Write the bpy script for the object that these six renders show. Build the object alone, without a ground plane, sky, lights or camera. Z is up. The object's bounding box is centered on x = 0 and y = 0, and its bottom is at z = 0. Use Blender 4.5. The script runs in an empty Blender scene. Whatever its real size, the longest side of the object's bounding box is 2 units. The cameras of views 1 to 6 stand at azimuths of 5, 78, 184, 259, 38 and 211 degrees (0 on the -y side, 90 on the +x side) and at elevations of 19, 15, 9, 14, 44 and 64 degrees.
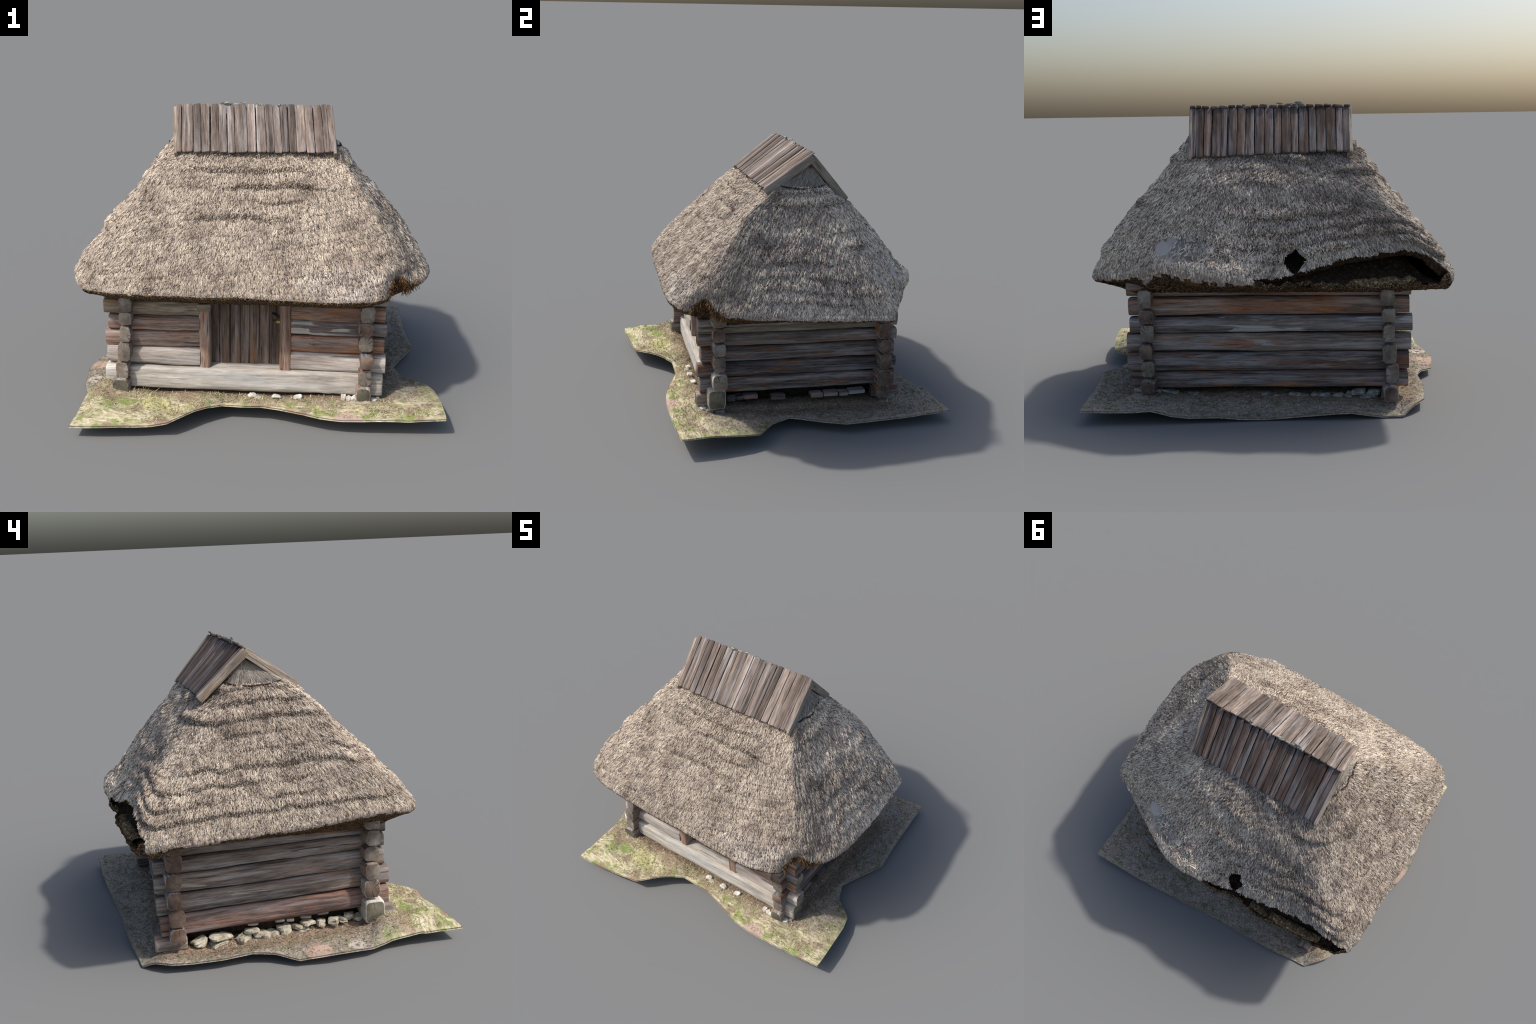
# A weathered log hut with a hipped thatched roof, a plank ridge cap and the patch of ground it stands on.
import bpy, math, random
import numpy as np
from mathutils import Vector, Matrix

random.seed(7)
RNG = np.random.default_rng(7)

# ------------------------------------------------------------------ helpers
def hash3(ix, iy, iz, seed):
    n = (ix.astype(np.int64) * 374761393 + iy.astype(np.int64) * 668265263 + iz.astype(np.int64) * 2147483647 + seed * 974634777) & 0xFFFFFFFF
    n = ((n ^ (n >> 13)) * 1274126177) & 0xFFFFFFFF
    n = ((n ^ (n >> 16)) * 2246822519) & 0xFFFFFFFF
    return ((n ^ (n >> 15)) & 0xFFFFFF) / float(0xFFFFFF) * 2 - 1

def vnoise(x, y, z=0.0, seed=0):
    """smooth value noise in -1..1, on arrays"""
    x, y, z = np.broadcast_arrays(np.asarray(x, float), np.asarray(y, float), np.asarray(z, float))
    fx, fy, fz = np.floor(x), np.floor(y), np.floor(z)
    tx, ty, tz = x - fx, y - fy, z - fz
    tx, ty, tz = (t * t * (3 - 2 * t) for t in (tx, ty, tz))
    r = 0.0
    for dx in (0, 1):
        for dy in (0, 1):
            for dz in (0, 1):
                w = (tx if dx else 1 - tx) * (ty if dy else 1 - ty) * (tz if dz else 1 - tz)
                r = r + w * hash3(fx + dx, fy + dy, fz + dz, seed)
    return r

def fbm(x, y, z=0.0, seed=0, octaves=3):
    r, a, f = 0.0, 1.0, 1.0
    for o in range(octaves):
        r = r + a * vnoise(np.asarray(x) * f, np.asarray(y) * f, np.asarray(z) * f, seed + 17 * o)
        a, f = a * 0.5, f * 2.03
    return r / 1.75

def smoothstep(a, b, x):
    t = np.clip((x - a) / (b - a), 0, 1)
    return t * t * (3 - 2 * t)

def make_mesh(name, verts, faces):
    """faces: list of integer arrays, each (n, k)"""
    me = bpy.data.meshes.new(name)
    verts = np.asarray(verts, np.float32)
    faces = [np.asarray(f, np.int32) for f in faces if len(f)]
    me.vertices.add(len(verts))
    me.vertices.foreach_set("co", verts.ravel())
    loops = np.concatenate([f.ravel() for f in faces])
    sizes = np.concatenate([np.full(len(f), f.shape[1], np.int32) for f in faces])
    me.loops.add(len(loops))
    me.loops.foreach_set("vertex_index", loops)
    me.polygons.add(len(sizes))
    me.polygons.foreach_set("loop_start", np.concatenate([[0], np.cumsum(sizes)[:-1]]).astype(np.int32))
    me.polygons.foreach_set("loop_total", sizes)
    me.update(calc_edges=True)
    return me

def put(name, me, parent, mats=(), matrix=None, smooth=True):
    ob = bpy.data.objects.new(name, me)
    bpy.context.scene.collection.objects.link(ob)
    for m in mats:
        me.materials.append(m)
    if smooth:
        me.polygons.foreach_set("use_smooth", np.ones(len(me.polygons), bool))
    if parent is not None:
        ob.parent = parent
    if matrix is not None:
        ob.matrix_world = matrix
    return ob

def sharp_by_angle(me, deg):
    if hasattr(me, "set_sharp_from_angle"):
        me.set_sharp_from_angle(angle=math.radians(deg))

# ------------------------------------------------------------------ materials
class Nodes:
    def __init__(self, name):
        self.mat = bpy.data.materials.new(name)
        self.mat.use_nodes = True
        self.t = self.mat.node_tree
        self.bsdf = self.t.nodes["Principled BSDF"]
        self.bsdf.inputs["Specular IOR Level"].default_value = 0.12
        self.bsdf.inputs["Roughness"].default_value = 0.9
    def n(self, kind, **kw):
        nd = self.t.nodes.new(kind)
        for k, v in kw.items():
            setattr(nd, k, v)
        return nd
    def link(self, a, b):
        self.t.links.new(a, b)
    def val(self, sock, v):
        if isinstance(v, bpy.types.NodeSocket):
            self.link(v, sock)
        else:
            sock.default_value = v
    def obj(self):
        return self.n("ShaderNodeTexCoord").outputs["Object"]
    def mapping(self, vec, scale=(1, 1, 1), loc=(0, 0, 0)):
        m = self.n("ShaderNodeMapping")
        self.val(m.inputs["Vector"], vec)
        m.inputs["Scale"].default_value = scale
        self.val(m.inputs["Location"], loc)
        return m.outputs[0]
    def noise(self, vec, scale, detail=4, rough=0.6, dist=0.0):
        m = self.n("ShaderNodeTexNoise")
        self.link(vec, m.inputs["Vector"])
        m.inputs["Scale"].default_value = scale
        m.inputs["Detail"].default_value = detail
        m.inputs["Roughness"].default_value = rough
        m.inputs["Distortion"].default_value = dist
        return m.outputs["Fac"]
    def ramp(self, fac, stops, interp="LINEAR"):
        r = self.n("ShaderNodeValToRGB")
        self.val(r.inputs[0], fac)
        r.color_ramp.interpolation = interp
        els = r.color_ramp.elements
        while len(els) < len(stops):
            els.new(0.5)
        for e, (p, c) in zip(els, stops):
            e.position = p
            e.color = (*c, 1) if not isinstance(c, (int, float)) else (c, c, c, 1)
        return r.outputs["Color"]
    def mix(self, fac, a, b, mode="MIX"):
        m = self.n("ShaderNodeMix", data_type="RGBA", blend_type=mode)
        self.val(m.inputs[0], fac)
        self.val(m.inputs[6], a if isinstance(a, bpy.types.NodeSocket) else (*a, 1))
        self.val(m.inputs[7], b if isinstance(b, bpy.types.NodeSocket) else (*b, 1))
        return m.outputs[2]
    def math(self, op, a, b=0.0, clamp=False):
        m = self.n("ShaderNodeMath", operation=op, use_clamp=clamp)
        self.val(m.inputs[0], a)
        self.val(m.inputs[1], b)
        return m.outputs[0]
    def sep(self, vec):
        s = self.n("ShaderNodeSeparateXYZ")
        self.link(vec, s.inputs[0])
        return s.outputs
    def comb(self, x, y, z):
        s = self.n("ShaderNodeCombineXYZ")
        for i, v in enumerate((x, y, z)):
            self.val(s.inputs[i], v)
        return s.outputs[0]
    def bump(self, height, strength=0.4, dist=0.004):
        b = self.n("ShaderNodeBump")
        b.inputs["Strength"].default_value = strength
        b.inputs["Distance"].default_value = dist
        self.link(height, b.inputs["Height"])
        self.link(b.outputs[0], self.bsdf.inputs["Normal"])
    def color(self, c):
        self.link(c, self.bsdf.inputs["Base Color"])

def srgb(r, g, b):
    f = lambda c: c / 12.92 if c <= 0.04045 else ((c + 0.055) / 1.055) ** 2.4
    return tuple(f(v / 255.0) for v in (r, g, b))

def mixc(a, b, t):
    return tuple(x * (1 - t) + y * t for x, y in zip(a, b))

def wood(name, mid, dark, light, accent=None, accent_amount=0.0, patch=None, patch_amount=0.0, grain=1.0, streak=24.0, tint_range=.26):
    """weathered timber, grain along the object's own X"""
    def silver(c, k):                             # weathering greys the wood
        l = .3 * c[0] + .55 * c[1] + .15 * c[2]
        return tuple(x * (1 - k) + l * k for x in c)
    mid, dark, light = silver(mid, .18), silver(dark, .2), silver(light, .15)
    
    N = Nodes(name)
    rnd = N.n("ShaderNodeObjectInfo").outputs["Random"]
    off = N.comb(N.math("MULTIPLY", rnd, 37.0), N.math("MULTIPLY", rnd, 11.0), N.math("MULTIPLY", rnd, 23.0))
    add = N.n("ShaderNodeVectorMath", operation="ADD")
    N.link(N.obj(), add.inputs[0]); N.link(off, add.inputs[1])
    v = add.outputs[0]
    broad = N.noise(N.mapping(v, (1.8, streak, streak)), 1.0, 7, 0.68, 0.3)
    fine = N.noise(N.mapping(v, (8.0, 120.0, 120.0)), 1.0, 6, 0.75, 0.2)
    blotch = N.noise(N.mapping(v, (5, 9, 9)), 1.0, 3, 0.55)
    c = N.ramp(broad, [(0.33, dark), (0.46, mixc(dark, mid, .7)), (0.54, mid), (0.68, light)])
    if accent:
        am = N.ramp(N.noise(N.mapping(v, (3.0, 20, 20), (5, 3, 1)), 1.0, 4, 0.6, 0.6), [(0.63 - 0.22 * accent_amount, 0.0), (0.78 - 0.2 * accent_amount, 0.9)])
        c = N.mix(am, c, accent)
    sil = N.ramp(N.noise(N.mapping(v, (1.6, 34, 34), (2, 8, 6)), 1.0, 4, 0.6, 0.3), [(0.48, 0.0), (0.64, 0.62)])
    c = N.mix(sil, c, mixc(light, (.36, .40, .45), .5))
    g = N.ramp(fine, [(0.34, 0.36), (0.5, 1.04), (0.66, 1.36)])
    c = N.mix(0.8 * grain, c, g, "MULTIPLY")
    b2 = N.ramp(blotch, [(0.3, 0.78), (0.7, 1.12)])
    c = N.mix(0.7, c, b2, "MULTIPLY")
    crack = N.noise(N.mapping(v, (1.7, 46, 46), (1, 7, 4)), 1.0, 4, 0.6, 0.2)
    cm = N.ramp(crack, [(0.635, 0.0), (0.675, 1.0)])
    c = N.mix(N.math("MULTIPLY", cm, 0.75), c, mixc(dark, (0, 0, 0), 0.65))
    if patch:
        pn = N.noise(N.mapping(v, (2.2, 17, 17), (9, 2, 5)), 1.0, 4, 0.55, 0.5)
        pm = N.ramp(pn, [(0.70 - 0.2 * patch_amount, 0.0), (0.72 - 0.2 * patch_amount, 0.9)])
        pc = N.mix(N.ramp(fine, [(0.35, 0.0), (0.65, 1.0)]), mixc(patch, (0, 0, 0), 0.22), patch)
        c = N.mix(pm, c, pc)
    tint = N.math("ADD", 1.0 - tint_range / 2, N.math("MULTIPLY", rnd, tint_range))
    c = N.mix(1.0, c, N.comb(tint, tint, tint), "MULTIPLY")
    N.color(c)
    h = N.math("ADD", N.math("MULTIPLY", fine, 0.7), N.math("MULTIPLY", N.math("SUBTRACT", 1.0, cm), 0.6))
    N.bump(h, 0.55, 0.004)
    return N.mat

def endgrain(name, mid, dark, light):
    N = Nodes(name)
    rnd = N.n("ShaderNodeObjectInfo").outputs["Random"]
    o = N.obj()
    s = N.sep(o)
    flat = N.comb(N.math("MULTIPLY", rnd, 30.0), s[1], s[2])
    wob = N.noise(N.mapping(flat, (1, 40, 40)), 1.0, 3)
    radius = N.n("ShaderNodeVectorMath", operation="LENGTH")
    N.link(N.comb(0.0, s[1], s[2]), radius.inputs[0])
    rings = N.math("SINE", N.math("ADD", N.math("MULTIPLY", radius.outputs["Value"], 900.0), N.math("MULTIPLY", wob, 9.0)))
    ang = N.math("ARCTAN2", s[2], s[1])
    rad = N.noise(N.comb(N.math("MULTIPLY", rnd, 40.0), N.math("MULTIPLY", ang, 2.6), N.math("MULTIPLY", radius.outputs["Value"], 6.0)), 1.0, 4, 0.7)
    big = N.noise(N.mapping(flat, (1, 11, 11)), 1.0, 5, 0.6)
    c = N.ramp(big, [(0.30, dark), (0.5, mid), (0.72, light)])
    c = N.mix(0.35, c, N.ramp(N.math("ADD", N.math("MULTIPLY", rings, 0.5), 0.5), [(0.1, 0.55), (0.9, 1.15)]), "MULTIPLY")
    cm = N.ramp(rad, [(0.60, 0.0), (0.64, 1.0)])
    c = N.mix(N.math("MULTIPLY", cm, 0.75), c, mixc(dark, (0, 0, 0), 0.5))
    N.color(c)
    N.bump(N.math("SUBTRACT", 0.0, cm), 0.4, 0.004)
    return N.mat

def island_ramp(name, stops, patch_stops, patch_scale=4.0, rough=0.9, streak=(1, 1, 1)):
    """many separate stalks: each its own tint, with broad weathered patches over them"""
    N = Nodes(name)
    isl = N.n("ShaderNodeNewGeometry").outputs["Random Per Island"]
    c = N.ramp(isl, stops)
    p = N.noise(N.mapping(N.obj(), streak), patch_scale, 4, 0.6, 0.3)
    c = N.mix(1.0, c, N.ramp(p, patch_stops), "MULTIPLY")
    N.bsdf.inputs["Roughness"].default_value = rough
    N.color(c)
    return N

# palette (least shaded reading of every surface)
STRAW_LO, STRAW_MID, STRAW_HI = srgb(108, 92, 80), srgb(160, 142, 124), srgb(206, 190, 166)

# ------------------------------------------------------------------ the thing
hut = bpy.data.objects.new("thatched_log_hut", None)
bpy.context.scene.collection.objects.link(hut)
hut["label"] = "small weathered log hut with thick thatched hip roof"
hut["category"] = "hut"

# ------------------------------------------------------------------ roof surface
# perimeter parameter u: 0 front-right corner, 1 rear-right, 2 rear-left, 3 front-left, 4 = 0
EAVE = [  # u, x, y, z of the thatch's outer lip
    (0.00, .730, -.535, .800), (0.045, .790, -.492, .762), (0.10, .857, -.425, .765), (0.17, .890, -.340, .765),
    (0.28, .905, -.254, .756), (0.51, .903, .006, .728), (0.76, .885, .276, .708), (0.93, .858, .470, .690),
    (0.98, .835, .520, .675), (1.05, .766, .552, .690), (1.11, .661, .600, .700), (1.16, .569, .647, .735), (1.21, .479, .697, .765),
    (1.245, .416, .733, .778), (1.30, .320, .785, .766), (1.36, .208, .820, .752), (1.415, .101, .818, .730),
    (1.47, -.005, .806, .705), (1.52, -.090, .803, .704), (1.58, -.196, .775, .725), (1.65, -.325, .759, .755),
    (1.725, -.465, .748, .796), (1.795, -.594, .724, .808), (1.88, -.755, .721, .832), (1.94, -.861, .724, .800),
    (1.98, -.930, .718, .745), (2.01, -.975, .690, .720), (2.09, -.990, .588, .722), (2.17, -.993, .479, .726), (2.33, -.980, .251, .730),
    (2.57, -.970, -.090, .745), (2.75, -.955, -.337, .765), (2.86, -.940, -.461, .770), (2.94, -.905, -.580, .757),
    (3.01, -.850, -.650, .742), (3.10, -.735, -.690, .742), (3.23, -.515, -.714, .745), (3.40, -.229, -.717, .747), (3.51, -.040, -.716, .752),
    (3.65, .195, -.722, .745), (3.75, .380, -.718, .742), (3.82, .490, -.712, .744), (3.89, .600, -.680, .740), (3.935, .660, -.645, .738), (3.955, .690, -.612, .742), (3.975, .703, -.572, .785),
]
LEVELS = [  # share of the way down, z, x-, x+, y-, y+, corner softness (in u)
    (0.00, 1.452, -.446, .328, .098, .138, .00),
    (0.17, 1.332, -.508, .408, -.112, .250, .04),
    (0.30, 1.236, -.590, .494, -.262, .386, .04),
]
UD = np.linspace(0, 4, 1600, endpoint=False)

def periodic(u, pts, k):
    pu = np.array([p[0] for p in pts]); pv = np.array([p[k] for p in pts])
    return np.interp(u, np.concatenate([pu - 4, pu, pu + 4]), np.tile(pv, 3))

def blur(a, sigma_u):
    if sigma_u <= 0:
        return a
    s = sigma_u / 4 * len(a)
    f = np.fft.rfftfreq(len(a))
    return np.fft.irfft(np.fft.rfft(a) * np.exp(-2 * (np.pi * f * s) ** 2), len(a))

def rect_loop(x0, x1, y0, y1, soft):
    pts = [(0, x1, y0), (1, x1, y1), (2, x0, y1), (3, x0, y0)]
    return blur(periodic(UD, pts, 1), soft), blur(periodic(UD, pts, 2), soft)

eave = [blur(periodic(UD, EAVE, k), 0.007) for k in (1, 2, 3)]
seg = np.hypot(np.diff(np.append(eave[0], eave[0][0])), np.diff(np.append(eave[1], eave[1][0])))
arc = np.concatenate([[0], np.cumsum(seg)])
NC, NR = 1350, 300
U = np.interp(np.arange(NC) / NC * arc[-1], arc, np.append(UD, 4.0))
at = lambda a: np.interp(U, np.append(UD, 4.0), np.append(a, a[0]))
EX, EY, EZ = (at(a) for a in eave)

lv_s, lv = [], []
for s, z, x0, x1, y0, y1, soft in LEVELS:
    lx, ly = (at(a) for a in rect_loop(x0, x1, y0, y1, soft * .6))
    rx_, ry_ = (at(a) for a in rect_loop(x0, x1, y0, y1, soft * 3.6))
    rear = np.exp(-(U - 1) ** 2 / .06) + np.exp(-(U - 2) ** 2 / .06)
    lx, ly = lx * (1 - rear) + rx_ * rear, ly * (1 - rear) + ry_ * rear
    w = max(0.0, (s - 0.4) / 0.6) ** 1.3
    dz = (EZ - .745) * w
    lz = z + dz
    # the ridge is turned a little against the walls
    turn = math.radians(3.0) * (1 - smoothstep(0.05, 0.36, s))
    cx, cy = -.05, .12
    lx, ly = cx + (lx - cx) * math.cos(turn) - (ly - cy) * math.sin(turn), cy + (lx - cx) * math.sin(turn) + (ly - cy) * math.cos(turn)
    k = 1 - dz * 0.6
    lv_s.append(s); lv.append((lx * k, ly * k, lz))
TX, TY, TZ = lv[-1]
WHOLE = [p for p in EAVE if .07 < p[0] < 3.93] + [(3.95, .690, -.655, .745), (3.98, .745, -.625, .752), (0.02, .800, -.565, .757), (0.06, .838, -.490, .760)]
WHOLE.sort()
FX, FY, FZ = (at(blur(periodic(UD, WHOLE, k), 0.012)) for k in (1, 2, 3))
sideU = U % 4
def per_side(right, rear, left, front):
    pts = [(k + d, v) for k, v in enumerate((right, rear, left, front)) for d in (.25, .75)]
    return np.interp(sideU, [p[0] for p in pts] + [4.25], [p[1] for p in pts] + [right])
BELLY = [  # share of the way down, share of the drop, share of the reach outwards on each side
    (0.48, .271, .320, .34, .255, .262),
    (0.67, .579, .625, .598, .565, .590),
    (0.83, .815, .830, .795, .790, .835),
]
rear_corner = np.exp(-(sideU - 1) ** 2 / .09) + np.exp(-(sideU - 2) ** 2 / .09)
col_w = .35 * np.exp(-((sideU + 2) % 4 - 2) ** 2 / .09) + .5 * np.exp(-(sideU - 1) ** 2 / .09) + .3 * np.exp(-(sideU - 2) ** 2 / .09)
def even(a, sigma):                               # blur along the eave's own length
    f = np.fft.rfftfreq(NC)
    return np.fft.irfft(np.fft.rfft(a) * np.exp(-2 * (np.pi * f * sigma * NC / arc[-1]) ** 2), NC)
for s, fz, *fxy in BELLY:
    f = per_side(*fxy) + (.065 * np.exp(-((sideU - 3.0) / .2) ** 2) + .05 * np.exp(-((sideU - 2.0) / .2) ** 2) + .04 * np.exp(-((sideU - 1.72) / .22) ** 2) ) * smoothstep(.45, .67, s) + np.interp(s, [.48, .67, .83], [-.045, .075, .09]) * np.exp(-((sideU - 1.0) / .22) ** 2) + (.02 * smoothstep(.62, .83, s) - .015) * np.exp(-((sideU - 2.0) / .2) ** 2) + .035 * np.exp(-(((sideU + 2) % 4 - 2) / .15) ** 2)
    row = []
    for a, b, ff in ((TX, FX, f), (TY, FY, f), (TZ, FZ, fz)):
        r = a * (1 - ff) + b * ff
        q = even(r, .015) * (1 - col_w) + even(r, .04) * col_w
        if s < .5:                                # the rear hips hollow out below the cap
            q = q * (1 - .8 * rear_corner) + even(r, .09) * .8 * rear_corner
        row.append(q)
    lv_s.append(s); lv.append(tuple(row))
lv_s.append(1.0); lv.append((EX, EY, EZ))
lv = np.array(lv)                                # level, xyz, column

S = np.linspace(0, 1, NR)
dense = np.linspace(0, 1, 241)
prof = np.empty((NR, 3, NC))
for k in range(3):
    D = np.array([np.interp(dense, lv_s, lv[:, k, j]) for j in range(NC)]).T   # 241 x NC
    pad = 14
    top, bot = 2 * D[0] - D[pad:0:-1], 2 * D[-1] - D[-2:-pad - 2:-1]
    E_ = np.concatenate([top, D, bot])
    ker = np.exp(-0.5 * (np.arange(-pad, pad + 1) / 5.5) ** 2); ker /= ker.sum()
    sm = sum(ker[i] * E_[i:i + 241] for i in range(2 * pad + 1))
    i0 = np.clip((S * 240).astype(int), 0, 239); f = (S * 240 - i0)[:, None]
    prof[:, k, :] = sm[i0] * (1 - f) + sm[i0 + 1] * f
P = prof.transpose(0, 2, 1)                      # row, column, xyz

def grid_normals(P):
    dc = np.roll(P, -1, 1) - np.roll(P, 1, 1)
    dr = np.gradient(P, axis=0)
    n = np.cross(dr, dc)
    n /= np.linalg.norm(n, axis=2, keepdims=True) + 1e-12
    return n, dr / (np.linalg.norm(dr, axis=2, keepdims=True) + 1e-12)

Nn, _ = grid_normals(P)
if Nn[NR // 2, :, 2].mean() < 0:
    Nn = -Nn
SS, UU = np.meshgrid(S, U, indexing="ij")
perim = np.arange(NC) / NC * arc[-1]
PP = np.broadcast_to(perim, SS.shape)
across = PP * (0.35 + 0.65 * SS)                  # so that strands keep their width higher up
down = SS * 1.0

def around(scale):                               # seamless coordinates round the roof
    return np.cos(UU * np.pi / 2) * scale, np.sin(UU * np.pi / 2) * scale

ax_, ay_ = around(1.0)
X3, Y3, Z3 = P[..., 0], P[..., 1], P[..., 2]
# stepped courses: the butt ends of each layer stand proud of the one below
side = UU % 4
w_left = smoothstep(1.95, 2.15, side) * (1 - smoothstep(2.85, 3.0, side))
w_rear = smoothstep(1.30, 1.55, side) * (1 - smoothstep(1.98, 2.12, side))
w_right = smoothstep(0.15, 0.4, side) * (1 - smoothstep(0.9, 1.05, side))
w_front = smoothstep(3.1, 3.35, side) * (1 - smoothstep(3.7, 3.9, side))
course_strength = 0.2 + 0.8 * w_left + 1.0 * w_rear + 0.6 * w_right + 1.25 * w_front * (1 - smoothstep(.50, .62, SS)) - .15 * w_front * smoothstep(.5, .62, SS)
wander = 0.050 * fbm(X3 * 2.4, Y3 * 2.4, 3.1, 5, 2) + 0.026 * fbm(X3 * 11, Y3 * 11, 0.3, 6, 2) + 0.006 * vnoise(X3 * 45, Y3 * 45, 0.3, 8)
steps = np.zeros_like(SS)
for i, s0 in enumerate((0.19, 0.27, 0.36, 0.45, 0.54, 0.63, 0.72, 0.805, 0.885)):
    d = s0 + wander - SS                          # >0 above the step's edge
    rise = np.clip(1 - d / 0.085, 0, 1) ** 1.2
    edge = smoothstep(-0.020, 0.010, d)
    present = smoothstep(-0.32, 0.12, fbm(X3 * 2.4 + i * 5.3, Y3 * 2.4, i * 3.7, 11, 3))
    steps += rise * edge * present
fade = smoothstep(0.10, 0.2, SS) * (1 - 0.7 * smoothstep(0.93, 1.0, SS))
lump = 0.013 * fbm(X3 * 5, Y3 * 5, Z3 * 6, 21, 3)
clump = 0.0075 * fbm(X3 * 26, Y3 * 26, Z3 * 18, 22, 2)
strand = 0.0038 * vnoise(across * 150, down * 26, 0, 31) + 0.0024 * vnoise(across * 310, down * 50, 0, 32)
gz = smoothstep(1.325, 1.345, Z3) * ((np.abs(UU - .5) < .55) | (np.abs(UU - 2.5) < .55))
disp = 0.023 * steps * course_strength * fade * (1 - gz) + (lump + clump + strand) * (0.25 + 0.75 * smoothstep(0.0, 0.12, SS))
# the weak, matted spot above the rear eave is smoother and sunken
matted = np.exp(-(((X3 - .36) / .15) ** 2 + ((Z3 - .835) / .055) ** 2) ** 2) * (Y3 > .45)
crumple = np.exp(-(((X3 - .02) / .36) ** 4 + ((Z3 - .815 - .05 * X3) / .075) ** 2)) * (Y3 > .45)
facet = np.abs(fbm(X3 * 9, Z3 * 12, 3.0, 24, 2)) * 2 - .5
disp = disp * (1 - 0.9 * np.clip(matted * 1.6, 0, 1)) - 0.012 * matted + .020 * crumple * facet
hump = np.exp(-(((X3 + .25) / .3) ** 2 + ((Z3 - 1.10) / .09) ** 2)) * (Y3 > .3)
disp += 0.020 * hump
disp -= 0.012 * smoothstep(0.12, 0.25, SS) * (1 - 0.5 * smoothstep(0.88, 1.0, SS))
Q = P + Nn * disp[..., None]

# lip: bullnose, end face of butts, underside back to the wall
tang = np.stack([np.roll(EX, -1) - np.roll(EX, 1), np.roll(EY, -1) - np.roll(EY, 1)], 1)
for _ in range(2):
    tang = (tang + np.roll(tang, 6, 0) + np.roll(tang, -6, 0) + np.roll(tang, 12, 0) + np.roll(tang, -12, 0)) / 5
outw = np.stack([tang[:, 1], -tang[:, 0]], 1)
outw /= np.linalg.norm(outw, axis=1, keepdims=True)
if (outw * np.stack([EX, EY], 1)).sum(1).mean() < 0:
    outw = -outw
WALL = rect_loop(-.722, .612, -.488, .590, 0.0)
WX, WY = (at(a) for a in WALL)
sd = U % 4
drop = 0.050 - 0.012 * (smoothstep(0.2, 0.4, sd) * (1 - smoothstep(1.0, 1.1, sd))) + 0.004 * fbm(EX * 9, EY * 9, 1.0, 41, 2)
hang = 0.050 * np.exp(-(((sd - 1.175) / 0.018) ** 2)) + 0.02 * np.exp(-(((sd - 0.04) / 0.014) ** 2))
drop = drop + hang + .040 * smoothstep(1.12, 1.25, sd) * (1 - smoothstep(1.38, 1.46, sd)) + .035 * np.exp(-((sd - 2.02) / .05) ** 2) - .028 * np.exp(-(((sd + 2) % 4 - 2 - .0) / .03) ** 2)
inset = 0.030 + 0.006 * fbm(EX * 8, EY * 8, 5.0, 42, 2)
hole_col = (U > 1.475) & (U < 2.005)
in_tear = smoothstep(1.475, 1.53, U) * (1 - smoothstep(1.96, 2.005, U))
tray = .676 + .020 * fbm(EX * 9, EY * 9, 2.0, 64, 2) + .012 * vnoise(EX * 40, EY * 0, 0, 65) + .006 * vnoise(EX * 120, EY * 0, 0, 66)
lip_rows = []
edge3 = Q[-1].copy()
edge3[:, 2] = edge3[:, 2] * (1 - in_tear) + tray * in_tear
edge3[:, :2] += outw * ((.010 + .030 * smoothstep(1.6, 1.68, U) * (1 - smoothstep(1.88, 1.95, U))) * in_tear)[:, None]
drop = drop * (1 - .45 * in_tear)
def lip_point(o, d):
    p = edge3.copy()
    p[:, 0] += outw[:, 0] * o; p[:, 1] += outw[:, 1] * o; p[:, 2] -= d
    return p
for f, o in ((.15, .006), (.35, .009), (.55, .008), (.75, .001), (.90, -.010), (1.0, -.026)):
    lip_rows.append(lip_point(o + (inset - .03) * -f, drop * f))
low = lip_rows[-1]
wallz = np.minimum(0.600, low[:, 2] - 0.02)
wallp = np.stack([WX, WY, wallz], 1)
for f in np.linspace(0.06, 1, 16):
    p = low * (1 - f) + wallp * f
    p[:, 2] += 0.004 * np.sin(f * np.pi)
    lip_rows.append(p)
L = np.array(lip_rows)
rough = 0.004 * fbm(L[..., 0] * 45, L[..., 1] * 45, L[..., 2] * 45, 51, 2) + 0.0025 * vnoise(L[..., 0] * 160, L[..., 1] * 160, L[..., 2] * 160, 52)
L[..., 2] += rough * 1.2
L[:, :, :2] += outw[None] * rough[..., None]

def grid_faces(nr, cols, n, base=0):
    r = np.arange(nr - 1)[:, None]; c = cols[None, :]
    a = base + r * n + c; b = base + r * n + (c + 1) % n
    return np.stack([a, a + n, b + n, b], -1).reshape(-1, 4)

all_cols = np.arange(NC)
# ---- slopes of thatch, with the small torn star-shaped gap at the rear
faces = grid_faces(NR, all_cols, NC)
ctr = Q.reshape(-1, 3)[faces].mean(1)
ang = np.arctan2(ctr[:, 2] - .785, ctr[:, 0] + .215)
fold = (ang - math.pi / 2) % (math.pi / 2)
star_r = 0.058 * math.cos(math.pi / 4) / np.cos(fold - math.pi / 4) * (1 + .10 * np.cos(2 * ang + .6)) - .010 * np.cos(ang - 2.2)
gap = (ctr[:, 1] > .45) & (np.hypot(ctr[:, 0] + .215, (ctr[:, 2] - .785) * 0.9) < star_r)
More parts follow.
